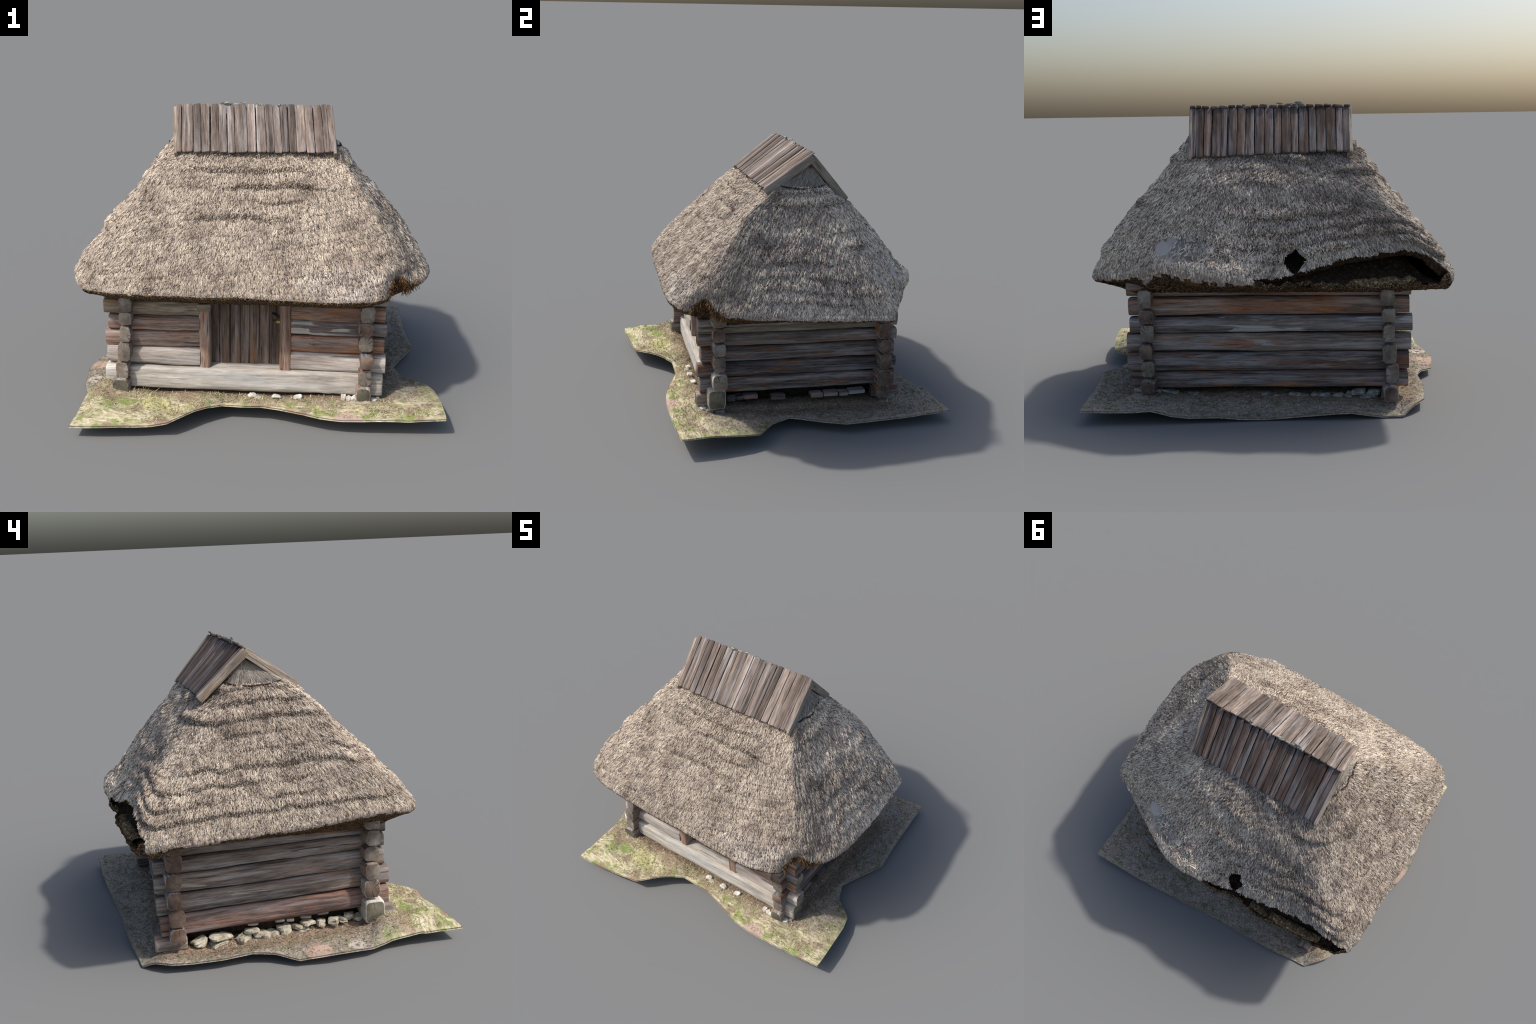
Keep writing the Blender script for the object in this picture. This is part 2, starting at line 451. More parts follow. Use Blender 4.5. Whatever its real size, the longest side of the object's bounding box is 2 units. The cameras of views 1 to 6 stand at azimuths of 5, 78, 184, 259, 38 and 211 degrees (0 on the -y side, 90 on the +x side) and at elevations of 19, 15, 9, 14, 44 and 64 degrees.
# ragged upper edge of the long tear under the rear eave
rag = np.clip(0.016 * fbm(EX * 22, EY * 22, 0, 61, 2) + 0.016 * np.abs(vnoise(EX * 75, EY * 0, 0, 62)) + 0.004 * vnoise(EX * 190, EY * 0, 0, 63), -0.004, 0.05)
row_limit = np.where(hole_col, 1 - np.clip(rag, 0, None), 2.0)
torn = S[np.minimum((np.arange(len(faces)) // NC) + 1, NR - 1)] > row_limit[np.arange(len(faces)) % NC]
faces_slope = faces[~gap & ~torn]

def thatch_surface_material():
    N = Nodes("thatch_bed")
    o = N.obj()
    n1 = N.noise(N.mapping(o, (1, 1, 0.6)), 90.0, 4, 0.7)
    n2 = N.noise(o, 5.0, 3, 0.6)
    c = N.ramp(n1, [(0.3, srgb(104, 92, 84)), (0.5, srgb(164, 149, 137)), (0.68, srgb(206, 191, 175))])  # bed tones lightened to make up for shade between stalks
    c = N.mix(0.6, c, N.ramp(n2, [(0.3, 0.75), (0.7, 1.15)]), "MULTIPLY")
    s = N.sep(o)
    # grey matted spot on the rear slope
    vo = N.n("ShaderNodeTexVoronoi"); N.link(o, vo.inputs["Vector"]); vo.inputs["Scale"].default_value = 17.0
    f_ = N.sep(vo.outputs["Position"])
    m = N.math("ADD", N.math("POWER", N.math("DIVIDE", N.math("SUBTRACT", f_[0], .340), .175), 2.0),
               N.math("POWER", N.math("DIVIDE", N.math("SUBTRACT", f_[2], .834), .070), 2.0))
    m = N.math("MULTIPLY", N.math("LESS_THAN", m, 1.0), N.math("GREATER_THAN", s[1], 0.4))
    tone = N.sep(vo.outputs["Color"])
    c = N.mix(m, c, N.ramp(tone[0], [(0.0, srgb(126, 122, 118)), (0.6, srgb(156, 149, 144)), (1.0, srgb(206, 198, 188))]))
    # pale crumpled rim of the torn hole
    hd = N.math("SQRT", N.math("ADD", N.math("POWER", N.math("ADD", s[0], .215), 2.0), N.math("POWER", N.math("SUBTRACT", s[2], .785), 2.0)))
    hm = N.math("MULTIPLY", N.ramp(hd, [(0.085, 1.0), (0.12, 0.0)]), N.math("GREATER_THAN", s[1], 0.4))
    c = N.mix(N.math("MULTIPLY", hm, 0.8), c, N.ramp(N.noise(N.mapping(o, (30, 30, 8)), 1.0, 3, .6), [(0.3, srgb(124, 112, 102)), (0.7, srgb(208, 198, 186))]))
    N.color(c)
    N.bump(n1, 0.5, 0.004)
    return N.mat

bed = thatch_surface_material()
me = make_mesh("thatch", Q.reshape(-1, 3), [faces_slope[:, ::-1]])
thatch = put("thatch", me, hut, [bed])

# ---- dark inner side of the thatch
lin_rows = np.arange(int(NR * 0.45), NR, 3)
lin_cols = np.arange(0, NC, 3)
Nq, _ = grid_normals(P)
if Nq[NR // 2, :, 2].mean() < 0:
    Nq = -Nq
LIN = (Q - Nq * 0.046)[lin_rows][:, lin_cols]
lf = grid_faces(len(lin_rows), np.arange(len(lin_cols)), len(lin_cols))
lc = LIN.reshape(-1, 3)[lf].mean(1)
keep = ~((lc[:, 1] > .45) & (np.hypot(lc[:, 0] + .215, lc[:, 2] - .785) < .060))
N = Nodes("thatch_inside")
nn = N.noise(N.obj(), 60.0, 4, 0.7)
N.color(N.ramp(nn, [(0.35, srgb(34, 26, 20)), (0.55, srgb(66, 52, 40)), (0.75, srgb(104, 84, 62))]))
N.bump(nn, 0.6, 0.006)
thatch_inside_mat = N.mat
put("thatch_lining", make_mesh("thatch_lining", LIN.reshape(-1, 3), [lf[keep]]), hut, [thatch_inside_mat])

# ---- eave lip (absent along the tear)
def eave_material():
    N = Nodes("eave_butts")
    o = N.obj()
    vor = N.n("ShaderNodeTexVoronoi")
    N.link(o, vor.inputs["Vector"]); vor.inputs["Scale"].default_value = 190.0
    sp = N.sep(vor.outputs["Color"])
    c = N.ramp(sp[0], [(0.0, srgb(34, 26, 22)), (0.45, srgb(78, 62, 50)), (0.75, srgb(122, 98, 74)), (1.0, srgb(176, 146, 108))])
    c = N.mix(N.ramp(N.noise(o, 7.0, 3, 0.6), [(0.56, 0.0), (0.72, 0.75)]), c, srgb(150, 108, 66))
    edge = N.ramp(vor.outputs["Distance"], [(0.25, 1.0), (0.6, 0.35)])
    c = N.mix(0.8, c, edge, "MULTIPLY")
    N.color(c)
    N.bump(N.math("SUBTRACT", 1.0, vor.outputs["Distance"]), 0.7, 0.005)
    return N.mat
eave_mat = eave_material()
lip_grid = np.concatenate([edge3[None], L])
lip_cols = all_cols
lip_f = grid_faces(len(lip_grid), lip_cols, NC)
eave_ob = put("eave", make_mesh("eave", lip_grid.reshape(-1, 3), [lip_f[:, ::-1]]), hut, [eave_mat, bed])
# weathered straw wraps over the upper part of the lip
lr, lcx = np.arange(len(lip_f)) // len(lip_cols), lip_cols[np.arange(len(lip_f)) % len(lip_cols)]
lu = U[lcx]
notch = (lu > 3.95) | (lu < .06)
depth = np.where((lu > 3.0) & (lu < 3.95), 1.6, 3.0) + .9 * fbm(EX[lcx] * 30, EY[lcx] * 30, 0, 67, 2)
wrap = (lr < depth) & ~notch & ~hole_col[lcx]
eave_ob.data.polygons.foreach_set("material_index", wrap.astype(np.int32))

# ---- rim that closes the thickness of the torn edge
hc = all_cols[hole_col][:-1]
rim_top = Q[-1].copy(); rim_low = (Q - Nq * 0.046)[-1]
rim_row = np.clip(((1 - np.clip(rag, 0, None)) * (NR - 1)).astype(int) - 1, 0, NR - 1)
rim_top = Q[rim_row, all_cols]
rim = np.concatenate([rim_top, rim_low])
rim_f = np.stack([hc, hc + 1, hc + 1 + NC, hc + NC], 1)
put("torn_edge", make_mesh("torn_edge", rim, [rim_f]), hut, [thatch_inside_mat])

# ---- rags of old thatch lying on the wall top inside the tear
rx = np.linspace(-.80, -.34, 120)
ry0 = np.interp(rx, [-.82, -.75, -.6, -.4, -.3], [.722, .738, .752, .766, .768])
tops = .676 + .034 * np.clip(fbm(rx * 7, rx * 0, 0, 71, 3) + 0.35, 0, 1.2) + .006 * vnoise(rx * 60, 0, 0, 72)
rows = []
for f, yoff, zf in ((0, .012, 0), (.3, .016, .35), (.6, .012, .7), (.85, -.002, .95), (1, -.022, 1.0), (1, -.035, .9), (1, -.05, .0)):
    zz = .655 + (tops - .655) * zf
    rows.append(np.stack([rx, ry0 + yoff + 0.005 * vnoise(rx * 50, zf * 9, 0, 73), zz], 1))
R = np.array(rows)
r_, c_ = np.arange(len(rows) - 1)[:, None], np.arange(len(rx) - 1)[None]
a_ = r_ * len(rx) + c_
dx_ = np.linspace(-.93, .0, 150)
prof_d = ((-.012, .668), (-.045, .676), (-.085, .700), (-.13, .728), (-.18, .770), (-.24, .81), (-.34, .84))
rim_y = np.interp(dx_, [-.93, -.85, -.75, -.6, -.4, -.2, 0], [.70, .728, .745, .762, .778, .79, .795])
DB = np.array([np.stack([np.maximum(dx_, -.93 + .045 * k_), rim_y + o_, np.minimum(z_, .70 + .02 * k_ + .10 * smoothstep(-.1, -.4, dx_)) + .016 * fbm(dx_ * 14, o_ * 30, 0, 74, 3)], 1) for k_, (o_, z_) in enumerate(prof_d)])
r_d, c_d = np.arange(len(prof_d) - 1)[:, None], np.arange(len(dx_) - 1)[None]
a_d = r_d * len(dx_) + c_d
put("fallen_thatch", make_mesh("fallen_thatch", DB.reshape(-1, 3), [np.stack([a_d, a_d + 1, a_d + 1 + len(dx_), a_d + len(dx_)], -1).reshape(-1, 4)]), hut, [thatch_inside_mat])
N = Nodes("old_thatch")
nn = N.noise(N.obj(), 70.0, 4, 0.7)
N.color(N.ramp(nn, [(0.35, srgb(62, 50, 40)), (0.52, srgb(104, 88, 66)), (0.68, srgb(178, 158, 112))]))
N.bump(nn, 0.7, 0.006)
put("old_thatch_remnant", make_mesh("old_thatch_remnant", R.reshape(-1, 3), [np.stack([a_, a_ + 1, a_ + 1 + len(rx), a_ + len(rx)], -1).reshape(-1, 4)]), hut, [N.mat])

# ---- straw stalks laid over the whole roof
NQ, DQ = grid_normals(Q)
if NQ[NR // 2, :, 2].mean() < 0:
    NQ = -NQ
for arr in (NQ,):
    for _ in range(2):
        arr[:] = (arr + np.roll(arr, 2, 1) + np.roll(arr, -2, 1)) / 3
        arr[3:-3] = (arr[:-6] + arr[3:-3] + arr[6:]) / 3
    arr /= np.linalg.norm(arr, axis=2, keepdims=True)
_, DP = grid_normals(P)

def stalks(count, seed, len_rng, wid_rng, lift, yaw_sd, weight, area_power=1.0):
    g = np.random.default_rng(seed)
    cell = np.linalg.norm(np.cross(np.roll(P, -1, 1)[:-1] - P[:-1], P[1:] - P[:-1]), axis=2) * weight[:-1]
    cdf = np.cumsum(cell.ravel()); cdf /= cdf[-1]
    idx = np.searchsorted(cdf, g.random(count))
    r, c = idx // NC, idx % NC
    p, n = Q[r, c], NQ[r, c]
    d = DP[r, c]
    n = n - d * (n * d).sum(1, keepdims=True); n /= np.linalg.norm(n, axis=1, keepdims=True)
    t = np.cross(n, d)
    yaw = g.normal(0, 1, count) * yaw_sd
    d2 = d * np.cos(yaw)[:, None] + t * np.sin(yaw)[:, None]
    t2 = np.cross(n, d2)
    ln = g.uniform(*len_rng, count)[:, None]; w = g.uniform(*wid_rng, count)[:, None]
    up = g.uniform(*lift, count)[:, None]
    a = p - d2 * ln * .6 - n * .0022
    b = p + d2 * ln * .4 + n * up
    # small triangular prism
    v = np.stack([a - t2 * w * .4, a + t2 * w * .4, a + n * w * .5, b - t2 * w * .5, b + t2 * w * .5, b + n * w * .8], 1)
    base = (np.arange(count) * 6)[:, None]
    q = np.concatenate([base + np.array([[0, 3, 5, 2]]), base + np.array([[2, 5, 4, 1]])])
    tr = base + np.array([[3, 4, 5]])
    return v.reshape(-1, 3), q, tr

vis = np.ones_like(SS)
vis[SS < 0.04] = 0.2
gable = ((np.abs(UU - .5) < .5) | (np.abs(UU - 2.5) < .5)) & (Z3 > 1.338 + .012 * (np.abs(((UU % 2) - .5) * 2)) ** 2)
vis = np.where(gable, 0.0, vis)
mat_block = np.clip(matted * 2.2, 0, 1)
star_block = (Y3 > .45) & (np.hypot(X3 + .215, Z3 - .785) < .056)
edge_tear = hole_col[None, :] & (SS > 0.99 - np.clip(rag, 0, None)[None, :])
vis = vis * (1 - (mat_block > 0.40 + .4 * fbm(X3 * 14, Z3 * 14, 7.0, 25, 2))) * (~star_block) * (~edge_tear)
step_lip = np.clip(np.abs(np.gradient(steps * course_strength, axis=0)) * 8, 0, 1)
straw_stops = [(0.0, srgb(88, 77, 70)), (0.16, srgb(134, 120, 110)), (0.42, srgb(186, 172, 159)), (0.72, srgb(215, 203, 187)), (0.90, srgb(240, 230, 212)), (1.0, srgb(236, 216, 174))]
patch_stops = [(0.30, srgb(176, 168, 162)), (0.46, srgb(228, 222, 216)), (0.62, srgb(255, 252, 246))]
SN = island_ramp("straw", straw_stops, patch_stops, 6.5)
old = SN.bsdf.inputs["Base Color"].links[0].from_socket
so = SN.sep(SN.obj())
shade_lift = SN.math("ADD", SN.math("MULTIPLY", so[0], 0.75), so[1])
shade_lift = SN.math("ADD", shade_lift, SN.math("MULTIPLY", SN.math("SUBTRACT", SN.noise(SN.obj(), 4.0, 3), 0.5), 0.5))
nm = SN.ramp(shade_lift, [(0.22, 0.0), (0.62, 1.0)])
hsv = SN.n("ShaderNodeHueSaturation"); hsv.inputs["Saturation"].default_value = 1.05; hsv.inputs["Value"].default_value = 1.64  # brightens straw on the right and rear slopes, which lie out of the sun
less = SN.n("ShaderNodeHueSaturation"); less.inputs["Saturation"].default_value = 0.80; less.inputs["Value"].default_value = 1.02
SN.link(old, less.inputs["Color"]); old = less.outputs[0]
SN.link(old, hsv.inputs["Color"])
worn = SN.math("ADD", SN.math("POWER", SN.math("DIVIDE", SN.math("SUBTRACT", so[0], .46), .26), 2.0), SN.math("POWER", SN.math("DIVIDE", SN.math("SUBTRACT", so[2], .79), .075), 2.0))
worn = SN.math("ADD", worn, SN.math("MULTIPLY", SN.math("SUBTRACT", SN.noise(SN.obj(), 14.0, 4, .65), .5), 2.2))
wm = SN.math("MULTIPLY", SN.ramp(worn, [(0.35, 0.75), (1.0, 0.0)]), SN.math("LESS_THAN", so[1], -.3))
pale_v = SN.n("ShaderNodeHueSaturation"); pale_v.inputs["Saturation"].default_value = 0.7; pale_v.inputs["Value"].default_value = 1.25
SN.link(old, pale_v.inputs["Color"])
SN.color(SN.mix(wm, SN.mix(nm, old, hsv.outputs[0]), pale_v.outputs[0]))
straw_mat = SN.mat
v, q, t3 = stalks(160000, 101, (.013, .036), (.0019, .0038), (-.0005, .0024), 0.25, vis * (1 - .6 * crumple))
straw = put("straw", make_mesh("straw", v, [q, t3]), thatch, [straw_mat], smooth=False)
straw["kind"] = "stuff"
v, q, t3 = stalks(24000, 102, (.008, .020), (.0022, .0040), (.001, .0045), 0.45, vis * (0.10 + 2.2 * step_lip + .5 * np.clip(-clump / .0075, 0, 1)))
butt_mat = island_ramp("straw_darkened_for_crevices", [(0.0, srgb(62, 53, 48)), (0.45, srgb(108, 94, 84)), (0.75, srgb(156, 139, 126)), (1.0, srgb(204, 188, 170))], patch_stops, 6.5).mat  # dark stalk tones paint the crevice shadow under each course step
butts = put("straw_butt", make_mesh("straw_butt", v, [q, t3]), thatch, [butt_mat], smooth=False)
butts["kind"] = "stuff"
v, q, t3 = stalks(5000, 105, (.03, .07), (.0014, .0026), (-.0008, .0006), 0.05, gable * 1.0)
SNG = island_ramp("combed_straw", [(0.0, srgb(112, 104, 96)), (0.5, srgb(172, 164, 154)), (1.0, srgb(208, 200, 188))], [(0.3, srgb(225, 225, 225)), (0.7, srgb(255, 255, 255))], 8.0)
gab = put("gable_infill", make_mesh("gable_infill", v, [q, t3]), thatch, [SNG.mat], smooth=False)
gab["kind"] = "stuff"
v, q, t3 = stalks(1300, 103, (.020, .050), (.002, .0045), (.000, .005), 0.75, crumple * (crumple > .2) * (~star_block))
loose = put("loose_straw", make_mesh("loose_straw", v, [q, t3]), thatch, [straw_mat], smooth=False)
loose["kind"] = "stuff"

# the lowest straw bends over the lip
g_ = np.random.default_rng(106)
nf = 15000
okc = np.where(~hole_col & ~((U > 3.95) | (U < .05)))[0]
cf = g_.choice(okc, nf)
start = Q[NR - 1 - g_.integers(0, 5, nf), cf]
reach = np.where((U[cf] > 2.95) & (U[cf] < 3.96), .60, .8) * g_.uniform(.25, 1.0, nf)
end = lip_grid[0, cf] * (1 - reach)[:, None] + lip_grid[4, cf] * reach[:, None] + np.stack([outw[cf, 0], outw[cf, 1], 0 * reach], 1) * g_.uniform(.002, .008, nf)[:, None]
end += np.stack([-outw[cf, 1], outw[cf, 0], 0 * reach], 1) * g_.normal(0, .005, nf)[:, None]
df = end - start; df /= np.linalg.norm(df, axis=1, keepdims=True)
tf = np.stack([-outw[cf, 1], outw[cf, 0], 0 * reach], 1); uf = np.cross(tf, df)
uf *= np.sign((uf * np.stack([outw[cf, 0], outw[cf, 1], .3 + 0 * reach], 1)).sum(1))[:, None]
wf = g_.uniform(.0012, .0024, nf)[:, None]
vf = np.stack([start - tf * wf, start + tf * wf, start + uf * wf * 1.5, end - tf * wf, end + tf * wf, end + uf * wf * 1.5], 1)
bf = (np.arange(nf) * 6)[:, None]
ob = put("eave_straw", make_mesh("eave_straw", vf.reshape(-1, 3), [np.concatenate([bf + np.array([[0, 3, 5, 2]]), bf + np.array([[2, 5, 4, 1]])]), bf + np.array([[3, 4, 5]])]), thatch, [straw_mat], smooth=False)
ob["kind"] = "stuff"

g_ = np.random.default_rng(104)
near = np.where((U > 3.952) | (U < .09))[0]
nb = 420
cb = g_.choice(near, nb); rb = g_.integers(0, 8, nb)
pb_ = lip_grid[rb, cb]
db = np.stack([outw[cb, 0] * g_.uniform(-.3, .6, nb) + g_.normal(0, .35, nb), outw[cb, 1] * g_.uniform(-.3, .6, nb) + g_.normal(0, .35, nb), -g_.uniform(.4, 1.2, nb)], 1)
db /= np.linalg.norm(db, axis=1, keepdims=True)
tb = np.cross(db, np.tile([.3, .2, .93], (nb, 1))); tb /= np.linalg.norm(tb, axis=1, keepdims=True); ub = np.cross(db, tb)
lb = g_.uniform(.012, .034, nb)[:, None]; wb = g_.uniform(.0012, .0026, nb)[:, None]
a_b, e_b = pb_ - db * .008, pb_ + db * lb
vb = np.stack([a_b - tb * wb, a_b + tb * wb, a_b + ub * wb, e_b - tb * wb * .6, e_b + tb * wb * .6, e_b + ub * wb * .6], 1)
bb = (np.arange(nb) * 6)[:, None]
broken_mat = island_ramp("broken_straw", [(0.0, srgb(54, 42, 34)), (0.5, srgb(116, 88, 62)), (0.85, srgb(178, 130, 80)), (1.0, srgb(204, 176, 134))], [(0.3, srgb(215, 215, 215)), (0.7, srgb(255, 255, 255))], 8.0).mat
ob = put("broken_straw", make_mesh("broken_straw", vb.reshape(-1, 3), [np.concatenate([bb + np.array([[0, 3, 5, 2]]), bb + np.array([[2, 5, 4, 1]]), bb + np.array([[0, 1, 4, 3]])]), bb + np.array([[3, 4, 5]])]), eave_ob, [broken_mat], smooth=False)
ob["kind"] = "stuff"

# ---- rope arcs on the two gables
def tube(name, pts, rad, parent, mat, sides=6):
    pts = np.asarray(pts); n = len(pts)
    tg = np.gradient(pts, axis=0); tg /= np.linalg.norm(tg, axis=1, keepdims=True)
    up = np.tile([0, 0, 1.0], (n, 1)); a = np.cross(tg, up); a /= np.linalg.norm(a, axis=1, keepdims=True); b = np.cross(a, tg)
    th = np.arange(sides) / sides * 2 * np.pi
    v = pts[:, None] + rad * (np.cos(th)[None, :, None] * a[:, None] + np.sin(th)[None, :, None] * b[:, None])
    r = np.arange(n - 1)[:, None]; c = np.arange(sides)[None]
    f = np.stack([r * sides + c, r * sides + (c + 1) % sides, (r + 1) * sides + (c + 1) % sides, (r + 1) * sides + c], -1).reshape(-1, 4)
    return put(name, make_mesh(name, v.reshape(-1, 3), [f]), parent, [mat])
N = Nodes("dark_rope"); N.color(N.ramp(N.noise(N.obj(), 120.0, 2), [(0.4, srgb(40, 32, 28)), (0.7, srgb(78, 66, 56))])); rope_mat = N.mat
for u0, u1 in ((0.04, 0.96), (2.04, 2.96)):
    cols = np.where((U > u0) & (U < u1))[0][::3]
    f = (U[cols] - u0) / (u1 - u0)
    zr = 1.350 - 0.016 * np.sin(np.pi * f)
    rr = np.array([np.argmin(np.abs(Q[:NR // 2, c_, 2] - z_)) for c_, z_ in zip(cols, zr)])
    tube("thatch_rope", Q[rr, cols] + NQ[rr, cols] * .002, .0042, thatch, rope_mat)

# ------------------------------------------------------------------ timber
def beam_mesh(name, length, w, h, power, seed, rough=0.0025, wob=0.004, taper=0.0, end_round=0.006, nseg=None, nside=28, hew=0.0):
    """a hewn timber along X, cross-section a superellipse w (Y) by h (Z), with its wander, dents and rounded ends"""
    nseg = nseg or max(6, int(length / 0.012))
    xs = np.linspace(-length / 2, length / 2, nseg)
    xs = np.concatenate([[xs[0], xs[0] + end_round * .35], np.clip(xs[1:-1], xs[0] + end_round, xs[-1] - end_round), [xs[-1] - end_round * .35, xs[-1]]])
    th = (np.arange(nside) + .5) / nside * 2 * np.pi
    cy = np.sign(np.cos(th)) * np.abs(np.cos(th)) ** (2 / power); cz = np.sign(np.sin(th)) * np.abs(np.sin(th)) ** (2 / power)
    shrink = np.ones(len(xs)); shrink[[0, -1]] = 1 - end_round / min(w, h) * 1.6; shrink[[1, -2]] = 1 - end_round / min(w, h) * .5
    o = seed * 13.7
    ww = w * (1 + .05 * vnoise(xs * 4 + o, 0, 0, 1)) ; hh = h * (1 + .04 * vnoise(xs * 3.5 + o, 5, 0, 2)) * (1 + taper * xs / length)
    edge_d = np.minimum(xs + length / 2, length / 2 - xs)
    thin = 1 - hew * (1 - smoothstep(.07, .13, edge_d))
    ww, hh = ww * thin, hh * (1 - (1 - thin) * .4)
    Y = (cy[None] * ww[:, None] / 2) * shrink[:, None]; Z = (cz[None] * hh[:, None] / 2) * shrink[:, None]
    X = np.repeat(xs[:, None], nside, 1)
    r = rough * (fbm(X * 10 + o, np.cos(th)[None] * 2.5, np.sin(th)[None] * 2.5, 3, 3) + .8 * vnoise(X * 14 + o, np.cos(th)[None] * 8, np.sin(th)[None] * 8, 4))
    Y = Y + np.cos(th)[None] * r + wob * vnoise(xs * 3 + o, 9, 0, 5)[:, None]; Z = Z + np.sin(th)[None] * r + wob * .6 * vnoise(xs * 3 + o, 3, 0, 6)[:, None]
    V = np.stack([X, Y, Z], -1).reshape(-1, 3)
    n = len(xs)
    rr, c = np.arange(n - 1)[:, None], np.arange(nside)[None]
    sidef = np.stack([rr * nside + c, rr * nside + (c + 1) % nside, (rr + 1) * nside + (c + 1) % nside, (rr + 1) * nside + c], -1).reshape(-1, 4)
    caps = np.array([np.arange(nside)[::-1], (n - 1) * nside + np.arange(nside)])
    me = make_mesh(name, V, [sidef[:, ::-1], caps[:, ::-1]])
    return me, len(sidef)

SEED = [0]
def beam(name, p0, p1, up, w, h, power, parent, side_mat, end_mat=None, **kw):
    SEED[0] += 1
    p0, p1 = Vector(p0), Vector(p1)
    x = (p1 - p0).normalized(); upv = Vector(up); yv = upv.cross(x).normalized(); zv = x.cross(yv)
    me, ns = beam_mesh(name, (p1 - p0).length, w, h, power, SEED[0], **kw)
    M = Matrix((x, yv, zv)).transposed().to_4x4(); M.translation = (p0 + p1) / 2
    ob = put(name, me, parent, [side_mat] + ([end_mat] if end_mat else []), M)
    if end_mat:
        mi = np.zeros(len(me.polygons), np.int32); mi[ns:] = 1
        me.polygons.foreach_set("material_index", mi)
    sharp_by_angle(me, 50)
    return ob

grey, pale = srgb(140, 134, 128), srgb(196, 188, 176)
W_pale = wood("wood_bleached", srgb(190, 178, 168), srgb(138, 122, 112), srgb(218, 208, 196), srgb(196, 160, 142), .25, grain=.7)
W_sill = wood("wood_sill", srgb(190, 182, 170), srgb(140, 130, 118), srgb(214, 208, 198), srgb(176, 152, 126), .2, grain=.6)
W_tan = wood("wood_tan", srgb(150, 132, 108), srgb(104, 92, 78), srgb(190, 174, 146), srgb(156, 118, 84), .5, srgb(198, 186, 156), .2)
W_rose = wood("wood_rose_grey", srgb(150, 126, 112), srgb(100, 84, 76), srgb(188, 170, 155), srgb(168, 118, 90), .5, srgb(186, 176, 158), .0)
W_orange = wood("wood_orange_brown", srgb(158, 126, 104), srgb(106, 88, 78), srgb(186, 162, 142), srgb(180, 118, 80), .75, srgb(190, 182, 166), .1)
W_greyb = wood("wood_grey_brown", srgb(146, 132, 122), srgb(94, 84, 78), srgb(186, 174, 164), srgb(156, 112, 86), .55, srgb(190, 186, 178), .15)
W_dark = wood("wood_dark", srgb(114, 100, 92), srgb(64, 55, 52), srgb(158, 146, 136), srgb(142, 96, 68), .7, srgb(150, 145, 136), .3)  # right and rear log tones, here to wood_base_rear, raised to counter their shade
W_dark2 = wood("wood_charcoal", srgb(100, 91, 88), srgb(56, 50, 50), srgb(144, 134, 128), srgb(146, 100, 68), .6)
W_warm = wood("wood_rear_brown", srgb(146, 122, 106), srgb(94, 78, 68), srgb(184, 162, 144), srgb(170, 114, 76), .7, srgb(176, 168, 156), .0)
W_patch = wood("wood_debarked", srgb(124, 112, 106), srgb(82, 74, 70), srgb(158, 148, 140), srgb(128, 98, 84), .3, srgb(190, 188, 182), .8)
W_red = wood("wood_reddish", srgb(140, 110, 98), srgb(90, 74, 68), srgb(172, 146, 130), srgb(164, 118, 98), .5, grain=1.0)
W_left = wood("wood_left", srgb(132, 118, 108), srgb(84, 76, 72), srgb(168, 154, 140), srgb(146, 114, 92), .45, srgb(176, 170, 158), .3)
W_knot = wood("wood_base_rear", srgb(124, 109, 102), srgb(64, 56, 54), srgb(164, 150, 140), srgb(190, 120, 54), .5)
W_door = wood("wood_door", srgb(112, 92, 78), srgb(72, 60, 54), srgb(142, 120, 102), srgb(124, 96, 76), .3, streak=20)
W_post = wood("wood_post", srgb(164, 132, 110), srgb(120, 94, 78), srgb(192, 166, 146), srgb(170, 112, 74), .4)
W_plank = wood("wood_ridge_plank", srgb(124, 108, 96), srgb(82, 70, 62), srgb(168, 150, 135), srgb(110, 100, 98), .45, tint_range=.75)
W_plank_b = wood("wood_ridge_plank_rear", srgb(102, 83, 73), srgb(66, 55, 50), srgb(134, 113, 100), srgb(92, 88, 90), .3, tint_range=.5)
W_verge = wood("wood_verge", srgb(166, 150, 130), srgb(122, 106, 92), srgb(194, 180, 160), srgb(150, 122, 94), .3)
E_grey = endgrain("endgrain_grey", srgb(132, 123, 112), srgb(90, 82, 75), srgb(166, 157, 145))
E_brown = endgrain("endgrain_brown", srgb(112, 95, 85), srgb(72, 60, 54), srgb(146, 128, 114))
E_white = endgrain("endgrain_bleached", srgb(138, 128, 117), srgb(92, 83, 76), srgb(188, 184, 175))

E_moss = endgrain("endgrain_mossy", srgb(106, 102, 88), srgb(72, 70, 62), srgb(140, 134, 116))

